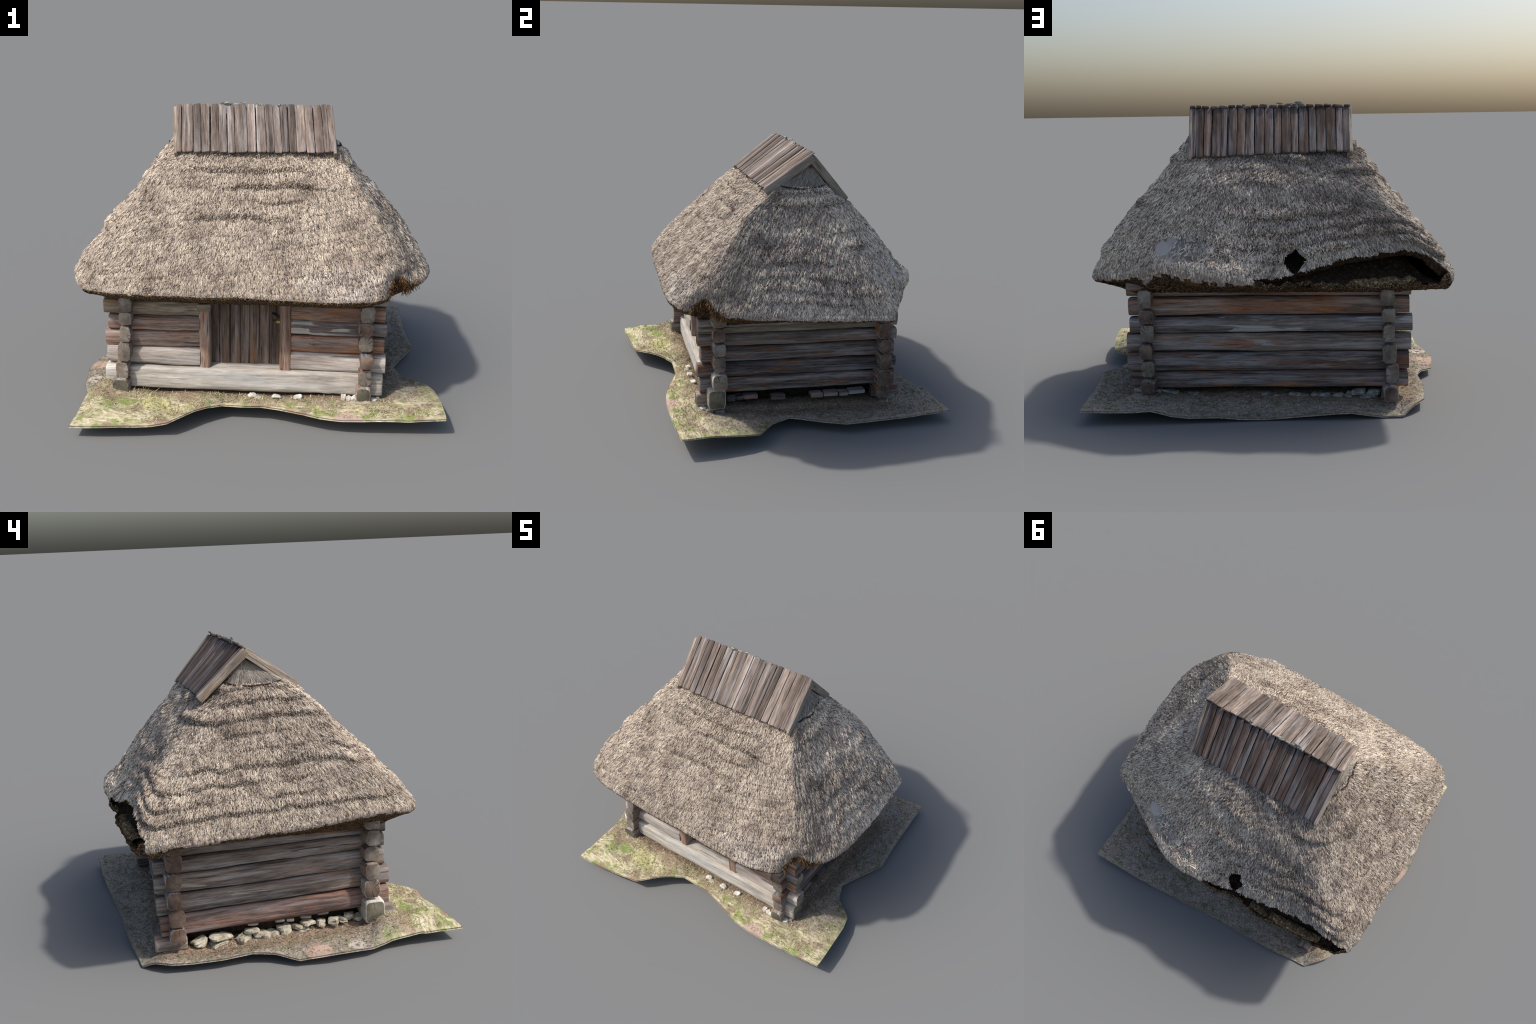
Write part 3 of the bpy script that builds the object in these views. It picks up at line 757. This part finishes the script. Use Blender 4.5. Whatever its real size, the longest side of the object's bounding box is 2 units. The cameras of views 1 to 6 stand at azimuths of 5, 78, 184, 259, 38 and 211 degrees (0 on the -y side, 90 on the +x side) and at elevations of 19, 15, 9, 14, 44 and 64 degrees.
def course_logs(axis, c0, c1, joints0, joints1, face, thick, sign, mats, ends, power=4.0, jit=0.012, cut=None, thicks=None, skew_at_end=0.0):
    """stack of logs: axis 0 along x, 1 along y; c0,c1 ends; joints: heights of the joint lines at c0 and c1, top to bottom"""
    skew = skew_at_end
    for i in range(len(joints0) - 1):
        za0, zb0, za1, zb1 = joints0[i], joints0[i + 1], joints1[i], joints1[i + 1]
        h = ((za0 - zb0) + (za1 - zb1)) / 2 - random.uniform(.003, .007)
        z0, z1 = (za0 + zb0) / 2, (za1 + zb1) / 2
        t = (thicks[i] if thicks else thick)
        g = random.uniform(-.005, .005)
        t = t * random.uniform(.90, 1.10)
        f = face[i] if isinstance(face, (list, tuple)) else face
        mid = f + sign * (t / 2 + g)
        parts = [(c0 + random.uniform(-jit, jit), c1 + random.uniform(-jit, jit))]
        if cut and i < cut[2]:
            parts = [(parts[0][0], cut[0]), (cut[1], parts[0][1])]
        for k, (a, b) in enumerate(parts):
            zz = lambda q: z0 + (z1 - z0) * (q - c0) / (c1 - c0)
            ma, mb = (mid + skew * (q - c0) / (c1 - c0) for q in (a, b))
            pa = (a, ma, zz(a)) if axis == 0 else (ma, a, zz(a))
            pb = (b, mb, zz(b)) if axis == 0 else (mb, b, zz(b))
            m = mats[i] if not isinstance(mats[i], tuple) else mats[i][min(k, len(mats[i]) - 1)]
            beam("log", pa, pb, (0, 0, 1), t, h, power, hut, m, ends[(i * 2 + k) % len(ends)], end_round=.0032, hew=random.uniform(.06, .2))

# front wall (door opening between the posts), then the sill below it
course_logs(0, -.785, .690, [.685, .608, .520, .430, .346, .236], [.690, .612, .518, .440, .335, .232], -.495, .086, 1,
            [W_tan, (W_tan, W_orange), (W_rose, W_patch), (W_rose, W_orange), (W_pale, W_pale)], [E_grey, E_grey, E_white, E_brown, E_grey], cut=(-.285, .195, 5))
beam("sill", (-.797, -.464, .170), (.680, -.464, .176), (0, 0, 1), .104, .122, 5.5, hut, W_sill, E_moss, end_round=.008)
# right wall
course_logs(1, -.560, .628, [.640, .551, .477, .378, .292, .190], [.625, .520, .436, .345, .252, .160], .629, .082, -1,
            [W_tan, W_greyb, W_dark, W_dark2, W_dark], [E_grey, E_brown, E_brown, E_brown], skew_at_end=-.036)
# rear wall
course_logs(0, -.787, .655, [.665, .583, .492, .394, .302, .199, .103], [.660, .574, .468, .384, .284, .180, .096], .595, .084, -1,
            [W_warm, W_warm, W_patch, W_greyb, W_dark, W_knot], [E_brown, E_white, E_brown, E_brown], skew_at_end=-.012)
# left wall
course_logs(1, -.556, .640, [.645, .557, .482, .382, .282, .175], [.630, .538, .450, .351, .240, .132], [-.703, -.707, -.711, -.718, -.728], .076, 1,
            [W_left, W_left, W_left, W_left, W_red], [E_white, E_white, E_grey, E_brown])
# footing blocks that carry the side walls at the corners
for (x, y, z0, z1, wx, m) in ((-.702, -.532, .085, .186, .092, W_left), (.580, -.53, .105, .19, .078, W_greyb), (-.690, .62, .050, .135, .078, W_greyb), (.548, .61, .080, .155, .074, W_dark)):
    beam("corner_block", (x, y + math.copysign(.045, y), (z0 + z1) / 2), (x, y - math.copysign(.12, y), (z0 + z1) / 2), (0, 0, 1), wx, z1 - z0, 4, hut, m, E_moss if y < 0 else E_brown, end_round=.008)

# dark closed box behind the log joints
N = Nodes("dark_inner_box"); N.color(N.ramp(N.noise(N.obj(), 40.0, 3), [(0.4, srgb(40, 36, 32)), (0.7, srgb(66, 58, 50))])); dark_box_mat = N.mat
def box(name, lo, hi, parent, mat):
    v = [(x, y, z) for x in (lo[0], hi[0]) for y in (lo[1], hi[1]) for z in (lo[2], hi[2])]
    f = [(0, 1, 3, 2), (4, 6, 7, 5), (0, 4, 5, 1), (2, 3, 7, 6), (0, 2, 6, 4), (1, 5, 7, 3)]
    return put(name, make_mesh(name, v, [f]), parent, [mat], smooth=False)
box("dark_inner_box", (-.672, -.398, .10), (.535, .530, .606), hut, dark_box_mat)

# door with planks, posts, lintel bracket, latch
door = beam("door", (-.045, -.404, .224), (-.045, -.404, .640), (0, 1, 0), .38, .014, 8, hut, W_door, end_round=.002)
edges = [-.236, -.190, -.130, -.078, -.030, .022, .078, .112, .142]
for i in range(len(edges) - 1):
    a, b = edges[i] + .0012, edges[i + 1] - .0012
    y = -.4135 - random.uniform(0, .003)
    beam("door_plank", ((a + b) / 2, y, .226), ((a + b) / 2 + random.uniform(-.001, .001), y, .640), (0, 1, 0), b - a, .012, 9, door, W_door, end_round=.002, rough=.001, wob=.0006)
for x, zt in ((-.2605, .560), (.1665, .640)):
    beam("door_post", (x, -.452, .226), (x, -.450, zt), (0, 1, 0), .058, .078, 7, hut, W_post, E_brown, end_round=.004, rough=.0015, wob=.002)
beam("post_bracket", (-.297, -.458, .578), (-.226, -.458, .580), (0, 0, 1), .084, .040, 7, hut, W_tan, E_grey, end_round=.004)
beam("lintel", (-.30, -.432, .625), (.21, -.432, .625), (0, 0, 1), .05, .035, 6, hut, W_door, end_round=.004)
N = Nodes("rusty_iron"); N.color(N.ramp(N.noise(N.obj(), 90.0, 3), [(0.4, srgb(44, 36, 34)), (0.7, srgb(92, 66, 52))])); N.bsdf.inputs["Metallic"].default_value = .4; N.bsdf.inputs["Roughness"].default_value = .7; iron = N.mat
beam("latch_arm", (.090, -.424, .535), (.140, -.440, .512), (0, 0, 1), .006, .010, 5, door, iron, end_round=.002, wob=0)
beam("latch_pin", (.098, -.421, .493), (.106, -.426, .490), (0, 0, 1), .006, .006, 4, door, iron, end_round=.001, wob=0)
N = Nodes("yellow_peg"); N.color(N.ramp(N.noise(N.obj(), 60.0, 2), [(0.4, srgb(190, 172, 98)), (0.7, srgb(214, 200, 128))])); peg = N.mat
beam("latch_peg", (.114, -.430, .487), (.150, -.430, .488), (0, 0, 1), .012, .013, 4, door, peg, end_round=.002, wob=0)
beam("threshold", (-.235, -.440, .2255), (.140, -.440, .2275), (0, 0, 1), .07, .012, 8, hut, W_sill, end_round=.003)

# ------------------------------------------------------------------ ridge cap of planks
def lerp(a, b, t):
    return Vector(a) * (1 - t) + Vector(b) * t
A, B = (-.454, -.174, 1.333), (.402, -.148, 1.342)      # front lower edge
C, D = (-.497, .100, 1.533), (.372, .142, 1.533)        # ridge
E_, F = (-.500, .350, 1.304), (.352, .361, 1.273)       # rear lower edge
cap = beam("ridge_cap", lerp(C, E_, .1) - Vector((-.02, .012, .045)), lerp(D, F, .1) - Vector((.02, .012, .045)), (0, 0, 1), .04, .04, 3, hut, W_door, end_round=.004)

def plank_row(lo0, lo1, hi0, hi1, cuts, mat, over, seed, thick=.014):
    g = random.Random(seed)
    n_up = (Vector(hi0) - Vector(lo0)).cross(Vector(lo1) - Vector(lo0)).normalized()
    if n_up.z < 0:
        n_up = -n_up
    for i in range(len(cuts) - 1):
        t = (cuts[i] + cuts[i + 1]) / 2
        wdt = (cuts[i + 1] - cuts[i]) * (Vector(lo1) - Vector(lo0)).length
        a, b = lerp(lo0, lo1, t), lerp(hi0, hi1, t)
        d = (b - a).normalized()
        a = a - d * g.uniform(-.002, .005); b = b + d * (over + g.uniform(-.001, .001))
        bump = n_up * (g.uniform(-.004, .004) - thick / 2)
        roll = g.uniform(-.10, .10)
        up = (n_up + (Vector(lo1) - Vector(lo0)).normalized() * roll)
        beam("ridge_plank", a + bump, b + bump, up, wdt - g.uniform(.001, .004), thick * g.uniform(.85, 1.15), 5.5, cap, mat, E_brown, end_round=.003, rough=.0014, wob=.0018, nseg=30)

def cuts_from(px):
    lo, hi = px[0], px[-1]
    return [(p - lo) / (hi - lo) for p in px]
plank_row(A, B, C, D, cuts_from([523, 555, 602, 636, 675, 711, 745, 776, 828, 866, 905, 938, 970, 1001, 1032, 1071, 1106, 1142, 1166, 1192]), W_plank, .009, 3, .010)
plank_row(F, E_, D, C, cuts_from([622, 655, 688, 725, 765, 795, 838, 875, 916, 960, 1003, 1040, 1080, 1113, 1160, 1192, 1237, 1280, 1312, 1352]), W_plank_b, -.014, 4)
for lo, hi, sx in ((A, C, 1), (B, D, -1), (E_, C, 1), (F, D, -1)):
    nrm = Vector((0, -.62, .78)) if lo in (A, B) else Vector((0, .70, .71))
    off = -nrm * .022
    lo_, hi_ = Vector(lo), Vector(hi)
    d = (hi_ - lo_).normalized()
    beam("verge_board", lo_ + off - d * .012 + Vector((sx * .007, 0, 0)), hi_ + off + Vector((sx * .007, 0, 0)) - d * .012, nrm, .017, .046, 7, cap, W_verge, E_grey, end_round=.003, rough=.001, wob=.001)
# flakes of old mortar and moss on the ridge
N = Nodes("lichen_crust"); N.color(N.ramp(N.noise(N.obj(), 80.0, 3), [(0.4, srgb(92, 92, 86)), (0.65, srgb(176, 178, 166))])); crust = N.mat

def rock_mesh(name, seed, sx, sy, sz, power=3.2, amp=.22, nu=22, nv=14):
    th = np.linspace(0, 2 * np.pi, nu, endpoint=False); ph = np.linspace(-np.pi / 2, np.pi / 2, nv)
    T, H = np.meshgrid(th, ph)
    d = np.stack([np.cos(H) * np.cos(T), np.cos(H) * np.sin(T), np.sin(H)], -1)
    r = 1 / (np.abs(d) ** power).sum(-1) ** (1 / power)
    r = r * (1 + amp * fbm(d[..., 0] * 1.6 + seed * 7.1, d[..., 1] * 1.6, d[..., 2] * 1.6, 81, 2) + .06 * fbm(d[..., 0] * 6 + seed, d[..., 1] * 6, d[..., 2] * 6, 82, 2))
    V = d * r[..., None] * np.array([sx, sy, sz])
    f = grid_faces(nv, np.arange(nu), nu)
    return make_mesh(name, V.reshape(-1, 3), [f])

g = random.Random(5)
for i in range(9):
    t = g.choice([.34, .36, .38, .40, .43, .46, .55, .65, .30])
    p = lerp(C, D, t) + Vector((g.uniform(-.02, .02), g.uniform(-.006, .014), .008 + g.uniform(-.004, .006)))
    put("lichen_crust", rock_mesh("lichen_crust", i + 60, g.uniform(.008, .022), g.uniform(.005, .009), g.uniform(.004, .007), 2.4, .5, 14, 8), cap, [crust], Matrix.Translation(p))

# ------------------------------------------------------------------ ground
OUT = [(-.896, -.896, .074), (-.785, -.892, .075), (-.641, -.879, .078), (-.489, -.850, .073), (-.403, -.845, .092), (-.361, -.809, .100), (-.287, -.731, .105),
       (-.221, -.678, .102), (-.153, -.632, .085), (-.053, -.628, .080), (.048, -.635, .090), (.137, -.656, .096), (.263, -.698, .100), (.362, -.725, .094), (.460, -.736, .090),
       (.568, -.736, .094), (.688, -.733, .100), (.810, -.722, .098), (.900, -.718, .106), (.998, -.709, .108), (.987, -.540, .110), (.966, -.366, .090), (.939, -.265, .075), (.807, -.170, .068),
       (.760, -.060, .078), (.830, .111, .071), (.893, .243, .076), (.868, .420, .068), (.856, .593, .067), (.847, .740, .074), (.838, .894, .077), (.708, .886, .071),
       (.588, .880, .070), (.490, .877, .077), (.396, .861, .047), (.310, .849, .033), (.159, .833, .032), (.062, .817, .018), (-.057, .802, .013), (-.211, .793, .023),
       (-.375, .786, .036), (-.484, .777, .040), (-.594, .758, .018), (-.660, .745, .004), (-.743, .736, .004), (-.812, .664, .050), (-.856, .600, .055), (-.866, .490, .056), (-.872, .350, .058),
       (-.856, .195, .062), (-.886, .085, .055), (-.955, -.020, .040), (-.976, -.196, .058), (-.950, -.400, .050), (-.905, -.507, .052), (-.895, -.660, .070)]
OUT = np.array(OUT)
gn, gr = 900, 110
pl = np.concatenate([OUT, OUT[:1]])
al = np.concatenate([[0], np.cumsum(np.linalg.norm(np.diff(pl[:, :2], axis=0), axis=1))])
ga = np.arange(gn) / gn * al[-1]
gb = np.stack([np.interp(ga, al, pl[:, k]) for k in range(3)], 1)
gb[:, :2] += 0.003 * np.stack([fbm(gb[:, 0] * 14, gb[:, 1] * 14, 0, 91, 2), fbm(gb[:, 0] * 14, gb[:, 1] * 14, 5, 92, 2)], 1)
gc = np.array([-.05, .03])
dirv = gb[:, :2] - gc
rects = np.array([[-.60, -.38], [.50, .45]])
# where the ray to each rim point leaves the rectangle of the walls
tx = np.where(dirv[:, 0] > 0, (rects[1, 0] - gc[0]), (rects[0, 0] - gc[0])) / np.where(np.abs(dirv[:, 0]) < 1e-6, 1e-6, dirv[:, 0])
ty = np.where(dirv[:, 1] > 0, (rects[1, 1] - gc[1]), (rects[0, 1] - gc[1])) / np.where(np.abs(dirv[:, 1]) < 1e-6, 1e-6, dirv[:, 1])
tin = np.minimum(np.minimum(tx, ty), .95)
fr = np.linspace(0, 1, gr)[:, None]
G = np.empty((gr, gn, 3))
tt = 1 + (tin[None] - 1) * fr
G[..., :2] = gc + dirv[None] * tt[..., None]
gx, gy = G[..., 0], G[..., 1]
inner_z = .085 + .040 * np.exp(-((gx + .79) / .10) ** 2 - ((gy + .50) / .14) ** 2) + .022 * np.exp(-((gx + .78) / .14) ** 2 - ((gy + .76) / .12) ** 2) + .018 * smoothstep(-.48, -.56, gy) + .020 * smoothstep(.1, .6, gx) * smoothstep(.2, -.5, gy) - .018 * smoothstep(.1, .6, gy) - .016 * smoothstep(.60, .66, gx) - .016 * smoothstep(-.70, -.76, gx) * smoothstep(-.5, -.4, gy) - .012 * smoothstep(.2, -.7, gx) * smoothstep(-.3, .5, gy)
wall_d = np.maximum(np.maximum(gx - .60, -.70 - gx), np.maximum(gy - .54, -.48 - gy))
k = smoothstep(.24, .03, wall_d)
k = np.maximum(k, smoothstep(0, .09, np.minimum(fr * .35, 1) + 0 * gx) * smoothstep(-.40, -.56, gx) * smoothstep(-.34, -.5, gy))
G[..., 2] = gb[None, :, 2] * (1 - k) + inner_z * k
G[..., 2] += (.010 * fbm(gx * 8, gy * 8, 0, 93, 3) + .004 * fbm(gx * 40, gy * 40, 0, 94, 2)) * smoothstep(0, .06, fr)
G[..., 2] += .022 * np.exp(-((gx + .77) ** 2 + (gy - .60) ** 2) / .07 ** 2) + .020 * np.exp(-((gx + .80) ** 2 + (gy + .49) ** 2) / .08 ** 2) + .015 * np.exp(-((gx - .60) ** 2 + (gy - .64) ** 2) / .07 ** 2)
# a few grassy humps
for hx, hy, hr, hh in ((-.55, -.66, .07, .012), (-.20, -.58, .05, .008), (.62, -.63, .07, .010)):
    G[..., 2] += hh * np.exp(-((gx - hx) ** 2 + (gy - hy) ** 2) / hr ** 2)
G[..., 2] = np.maximum(G[..., 2], .010)
top = G.reshape(-1, 3)
bot = top.copy(); bot[:, 2] = np.maximum(bot[:, 2] - .007, 0.0)
low_i = np.argmin(bot[:, 2]); bot[:, 2] -= bot[low_i, 2]
nt = len(top)
fs = grid_faces(gr, np.arange(gn), gn)
c = np.arange(gn)
rimf = np.stack([c, (c + 1) % gn, (c + 1) % gn + nt, c + nt], 1)

def ground_material():
    N = Nodes("ground")
    o = N.obj(); s = N.sep(o)
    # distance outside the walls
    dx = N.math("SUBTRACT", N.math("ABSOLUTE", N.math("ADD", s[0], .05)), .65)
    dy = N.math("SUBTRACT", N.math("ABSOLUTE", N.math("SUBTRACT", s[1], .03)), .51)
    d = N.math("MAXIMUM", dx, dy)
    n_big = N.noise(o, 6.0, 3, 0.55)
    n_mid = N.noise(o, 22.0, 4, 0.65)
    n_fine = N.noise(N.mapping(o, (1, 1, 1)), 130.0, 4, 0.75)
    n_str = N.noise(N.mapping(o, (14, 60, 14)), 1.0, 3, 0.6, 1.5)
    dirt = N.ramp(n_fine, [(0.3, srgb(84, 70, 60)), (0.5, srgb(138, 118, 100)), (0.7, srgb(190, 172, 150))])
    litter = N.ramp(n_fine, [(0.3, srgb(100, 92, 84)), (0.5, srgb(152, 142, 130)), (0.72, srgb(206, 196, 184))])
    litter = N.mix(N.ramp(n_mid, [(0.52, 0.0), (0.66, 0.8)]), litter, N.ramp(n_fine, [(0.35, srgb(74, 84, 46)), (0.65, srgb(126, 136, 80))]))
    grass = N.ramp(n_str, [(0.3, srgb(128, 124, 98)), (0.43, srgb(176, 168, 134)), (0.56, srgb(206, 195, 164)), (0.70, srgb(232, 225, 200))])
    grass = N.mix(N.ramp(N.noise(N.mapping(o, (1, 1, 1), (7, 2, 0)), 11.0, 4, 0.6), [(0.52, 0.0), (0.62, 0.85)]), grass, N.ramp(n_fine, [(0.3, srgb(98, 118, 56)), (0.7, srgb(162, 174, 104))]))
    grass = N.mix(N.ramp(N.noise(N.mapping(o, (1, 1, 1), (3, 1, 0)), 9.0, 3, 0.5), [(0.50, 0.0), (0.60, 0.8)]), grass, N.ramp(n_fine, [(0.3, srgb(112, 94, 80)), (0.7, srgb(176, 152, 132))]))
    # grass belongs to the front strip and the front corners
    fm = N.math("ADD", N.math("MULTIPLY", s[1], -1.0), N.math("MULTIPLY", N.math("SUBTRACT", n_big, 0.5), 0.35))
    fm = N.math("ADD", fm, N.math("MULTIPLY", N.math("ABSOLUTE", s[0]), 0.10))
    fm = N.ramp(fm, [(0.50, 0.0), (0.66, 1.0)])
    right_g = N.ramp(N.math("ADD", s[0], N.math("MULTIPLY", N.math("SUBTRACT", n_big, 0.5), 0.3)), [(0.86, 0.0), (0.97, 0.6)])
    c = N.mix(fm, N.mix(right_g, litter, srgb(138, 142, 92)), grass)
    dm = N.ramp(N.math("ADD", d, N.math("MULTIPLY", N.math("SUBTRACT", n_mid, 0.5), 0.16)), [(0.05, 1.0), (0.15, 0.0)])
    c = N.mix(dm, c, dirt)
    # the bright straw-yellow tuft and the bare greyish spots
    def spot(x, y, r, wob):
        q = N.math("ADD", N.math("POWER", N.math("SUBTRACT", s[0], x), 2.0), N.math("POWER", N.math("SUBTRACT", s[1], y), 2.0))
        q = N.math("DIVIDE", N.math("SQRT", q), r)
        q = N.math("ADD", q, N.math("MULTIPLY", N.math("SUBTRACT", n_mid, 0.5), wob))
        return N.ramp(q, [(0.75, 1.0), (1.0, 0.0)])
    c = N.mix(N.math("MULTIPLY", spot(-.50, -.675, .085, 1.2), 0.85), c, N.ramp(n_fine, [(0.3, srgb(160, 154, 100)), (0.6, srgb(228, 222, 168))]))
    c = N.mix(spot(.50, -.735, .085, 0.3), c, srgb(196, 172, 158))
    c = N.mix(spot(-.92, -.13, .075, 0.4), c, srgb(190, 166, 150))
    c = N.mix(spot(-.905, -.33, .05, 0.5), c, srgb(196, 186, 176))
    speck = N.ramp(N.noise(o, 70.0, 1, 0.4), [(0.70, 0.0), (0.73, 1.0)])
    c = N.mix(N.math("MULTIPLY", speck, 0.6), c, srgb(206, 202, 196))
    N.color(c)
    N.bump(N.math("ADD", n_fine, N.math("MULTIPLY", n_mid, 0.6)), 0.55, 0.006)
    return N.mat
ground_mat = ground_material()
inner = (gr - 1) * gn
capring = np.array([np.arange(inner, inner + gn)])
ground = put("ground_patch", make_mesh("ground_patch", np.concatenate([top, bot]), [fs[:, ::-1], fs + nt, rimf, capring, capring[:, ::-1] + nt]), hut, [ground_mat])

def ground_z(x, y):
    i = np.argmin((G[..., 0] - x) ** 2 + (G[..., 1] - y) ** 2)
    return G.reshape(-1, 3)[i, 2]

# small plants and dead stalks on the ground
def blades(count, seed, len_rng, wid, tilt, where):
    g = np.random.default_rng(seed)
    pick = g.integers(8 * gn, nt, count * 6)
    p = top[pick]
    p = p[g.random(len(p)) < where(p[:, 0], p[:, 1])][:count]
    n = len(p)
    az = g.uniform(0, 2 * np.pi, n); el = np.radians(g.uniform(*tilt, n))
    ln = g.uniform(*len_rng, n)[:, None]
    d = np.stack([np.cos(az) * np.cos(el), np.sin(az) * np.cos(el), np.sin(el)], 1)
    sd_ = np.stack([-np.sin(az), np.cos(az), np.zeros(n)], 1) * wid
    up = np.cross(sd_, d)
    up = up / np.linalg.norm(up, axis=1, keepdims=True) * wid * .6
    a = p - d * .002; m = p + d * ln * .55; e = p + d * ln - np.array([0, 0, 1]) * ln * .12
    v = np.stack([a - sd_, a + sd_, a + up, m - sd_ * .7, m + sd_ * .7, m + up * .7, e], 1)
    b = (np.arange(n) * 7)[:, None]
    q = np.concatenate([b + np.array([[0, 3, 5, 2]]), b + np.array([[2, 5, 4, 1]])])
    t = np.concatenate([b + np.array([[3, 6, 5]]), b + np.array([[5, 6, 4]])])
    return v.reshape(-1, 3), q, t

grass_mat = island_ramp("grass_blade", [(0.0, srgb(112, 126, 68)), (0.25, srgb(158, 164, 108)), (0.45, srgb(192, 184, 144)), (1.0, srgb(230, 222, 194))], [(0.3, srgb(215, 215, 210)), (0.7, srgb(255, 255, 250))], 6.0).mat
front_w = lambda x, y: np.where(y < -.50, .22 + .6 * (fbm(x * 7, y * 7, 0, 95, 2) > .05), 0) * (1 - .8 * (np.maximum(np.abs(x + .05) - .66, -.52 - y) < .03))
v, q, t = blades(4200, 201, (.010, .026), .0015, (8, 50), front_w)
ob = put("grass_blade", make_mesh("grass_blade", v, [q, t]), ground, [grass_mat], smooth=False); ob["kind"] = "stuff"
v, q, t = blades(500, 203, (.03, .055), .0018, (25, 70), lambda x, y: np.exp(-((x + .60) ** 2 + (y + .56) ** 2) / .055 ** 2))
ob = put("grass_tuft", make_mesh("grass_tuft", v, [q, t]), ground, [grass_mat], smooth=False); ob["kind"] = "stuff"
litter_mat = island_ramp("dead_stalk", [(0.0, srgb(86, 76, 62)), (0.4, srgb(134, 120, 102)), (0.75, srgb(176, 162, 140)), (0.9, srgb(112, 122, 66)), (1.0, srgb(150, 156, 92))], [(0.3, srgb(205, 205, 205)), (0.7, srgb(255, 255, 255))], 6.0).mat
v, q, t = blades(11000, 202, (.010, .028), .0014, (0, 24), lambda x, y: np.where(y > -.52, .8, .12))
ob = put("dead_stalk", make_mesh("dead_stalk", v, [q, t]), ground, [litter_mat], smooth=False); ob["kind"] = "stuff"

# ------------------------------------------------------------------ footing stones and blocks
def stone_material(name, a, b, c_):
    N = Nodes(name)
    rnd = N.n("ShaderNodeObjectInfo").outputs["Random"]
    add = N.n("ShaderNodeVectorMath", operation="ADD")
    N.link(N.obj(), add.inputs[0]); N.link(N.comb(N.math("MULTIPLY", rnd, 20.0), rnd, 0.0), add.inputs[1])
    n1 = N.noise(add.outputs[0], 28.0, 4, 0.65); n2 = N.noise(add.outputs[0], 110.0, 3, 0.7)
    c = N.ramp(n1, [(0.34, a), (0.5, b), (0.66, c_)])
    c = N.mix(0.5, c, N.ramp(n2, [(0.3, 0.7), (0.7, 1.15)]), "MULTIPLY")
    N.color(c); N.bump(n1, 0.6, 0.006)
    return N.mat
stone_l = stone_material("limestone_warm", srgb(140, 132, 112), srgb(186, 178, 158), srgb(212, 208, 192))
stone_g = stone_material("limestone_grey", srgb(106, 104, 98), srgb(148, 146, 138), srgb(186, 184, 176))
stone_w = stone_material("limestone_white", srgb(168, 162, 150), srgb(206, 202, 192), srgb(230, 228, 222))
g = random.Random(9)
def stone(x, y, z, sx, sy, sz, mat):
    M = Matrix.Translation((x, y, z)) @ Matrix.Rotation(g.uniform(-.5, .5), 4, "Z") @ Matrix.Rotation(g.uniform(-.25, .25), 4, "X")
    me_ = rock_mesh("stone", g.randint(1, 999), sx, sy, sz, 7.0, .45, 15, 9)
    ob = put("stone", me_, hut, [mat], M)
    sharp_by_angle(me_, 22)
    return ob
for y, z, sy, sz in ((.437, .092, .034, .022), (.325, .108, .050, .017), (.342, .074, .036, .014), (.21, .083, .032, .024), (.110, .086, .036, .026), (.055, .080, .026, .020), (-.006, .103, .032, .024),
                     (-.081, .104, .030, .016), (-.129, .124, .030, .012), (-.199, .112, .022, .018), (-.10, .088, .026, .014), (-.266, .122, .020, .018), (-.31, .117, .020, .016), (-.351, .128, .024, .016), (-.40, .120, .024, .016), (.17, .120, .03, .012)):
    stone(-.696 + g.uniform(-.012, .010), y, z - .010, .032, sy * g.uniform(1.0, 1.3), sz * g.uniform(.75, 1.0), stone_l)
for y, z, sy in ((-.117, .154, .030), (-.034, .146, .020), (.02, .150, .026), (-.21, .160, .030), (.16, .146, .028)):
    beam("footing_block", (-.690, y - sy, z), (-.690, y + sy, z + .002), (0, 0, 1), .05, .020, 5, hut, W_left, E_brown, end_round=.004)
for x, z, sx, sz in ((.582, .086, .020, .022), (.53, .074, .034, .014), (.45, .070, .05, .012), (.33, .058, .03, .010), (-.121, .046, .040, .018), (-.20, .060, .032, .012), (-.241, .050, .030, .014), (-.300, .054, .018, .016), (-.345, .046, .036, .020), (-.42, .048, .030, .018),
                     (-.479, .052, .028, .018), (-.525, .076, .034, .014), (-.602, .074, .030, .014), (-.555, .046, .030, .016), (-.60, .044, .024, .014), (-.678, .060, .038, .016), (-.675, .088, .032, .012), (-.05, .060, .03, .012), (.03, .052, .03, .010)):
    stone(x, .560 + g.uniform(-.008, .012), z, sx, .026, sz, stone_g)
for x, y, z, sx, sz in ((-.001, -.545, .104, .022, .014), (.03, -.560, .100, .016, .010), (.125, -.552, .112, .026, .009), (.478, -.552, .120, .013, .015), (.506, -.555, .120, .015, .013), (.545, -.555, .124, .028, .014), (.60, -.545, .112, .022, .010), (.635, -.54, .108, .018, .010), (.24, -.545, .110, .02, .008)):
    stone(x, y, z, sx, .016, sz, stone_w)
for x, y, z, sx in ((.600, .595, .088, .03), (.600, .570, .066, .034), (.59, .63, .058, .026), (.635, -.50, .098, .03), (.66, -.45, .095, .02)):
    stone(x, y, z, sx, .026, .013, stone_g)
for y0, y1, z in ((-.395, -.345, .146), (-.345, -.302, .148), (-.302, -.215, .148), (-.135, -.050, .136), (.105, .180, .132), (.185, .270, .130), (.275, .335, .130), (.338, .440, .132)):
    beam("footing_block", (.592, y0, z), (.592 + g.uniform(-.006, .006), y1, z + g.uniform(-.003, .003)), (0, 0, 1), .06, .024 * g.uniform(.9, 1.2), 6, hut, W_dark if y0 < 0 else W_greyb, E_brown, end_round=.004)
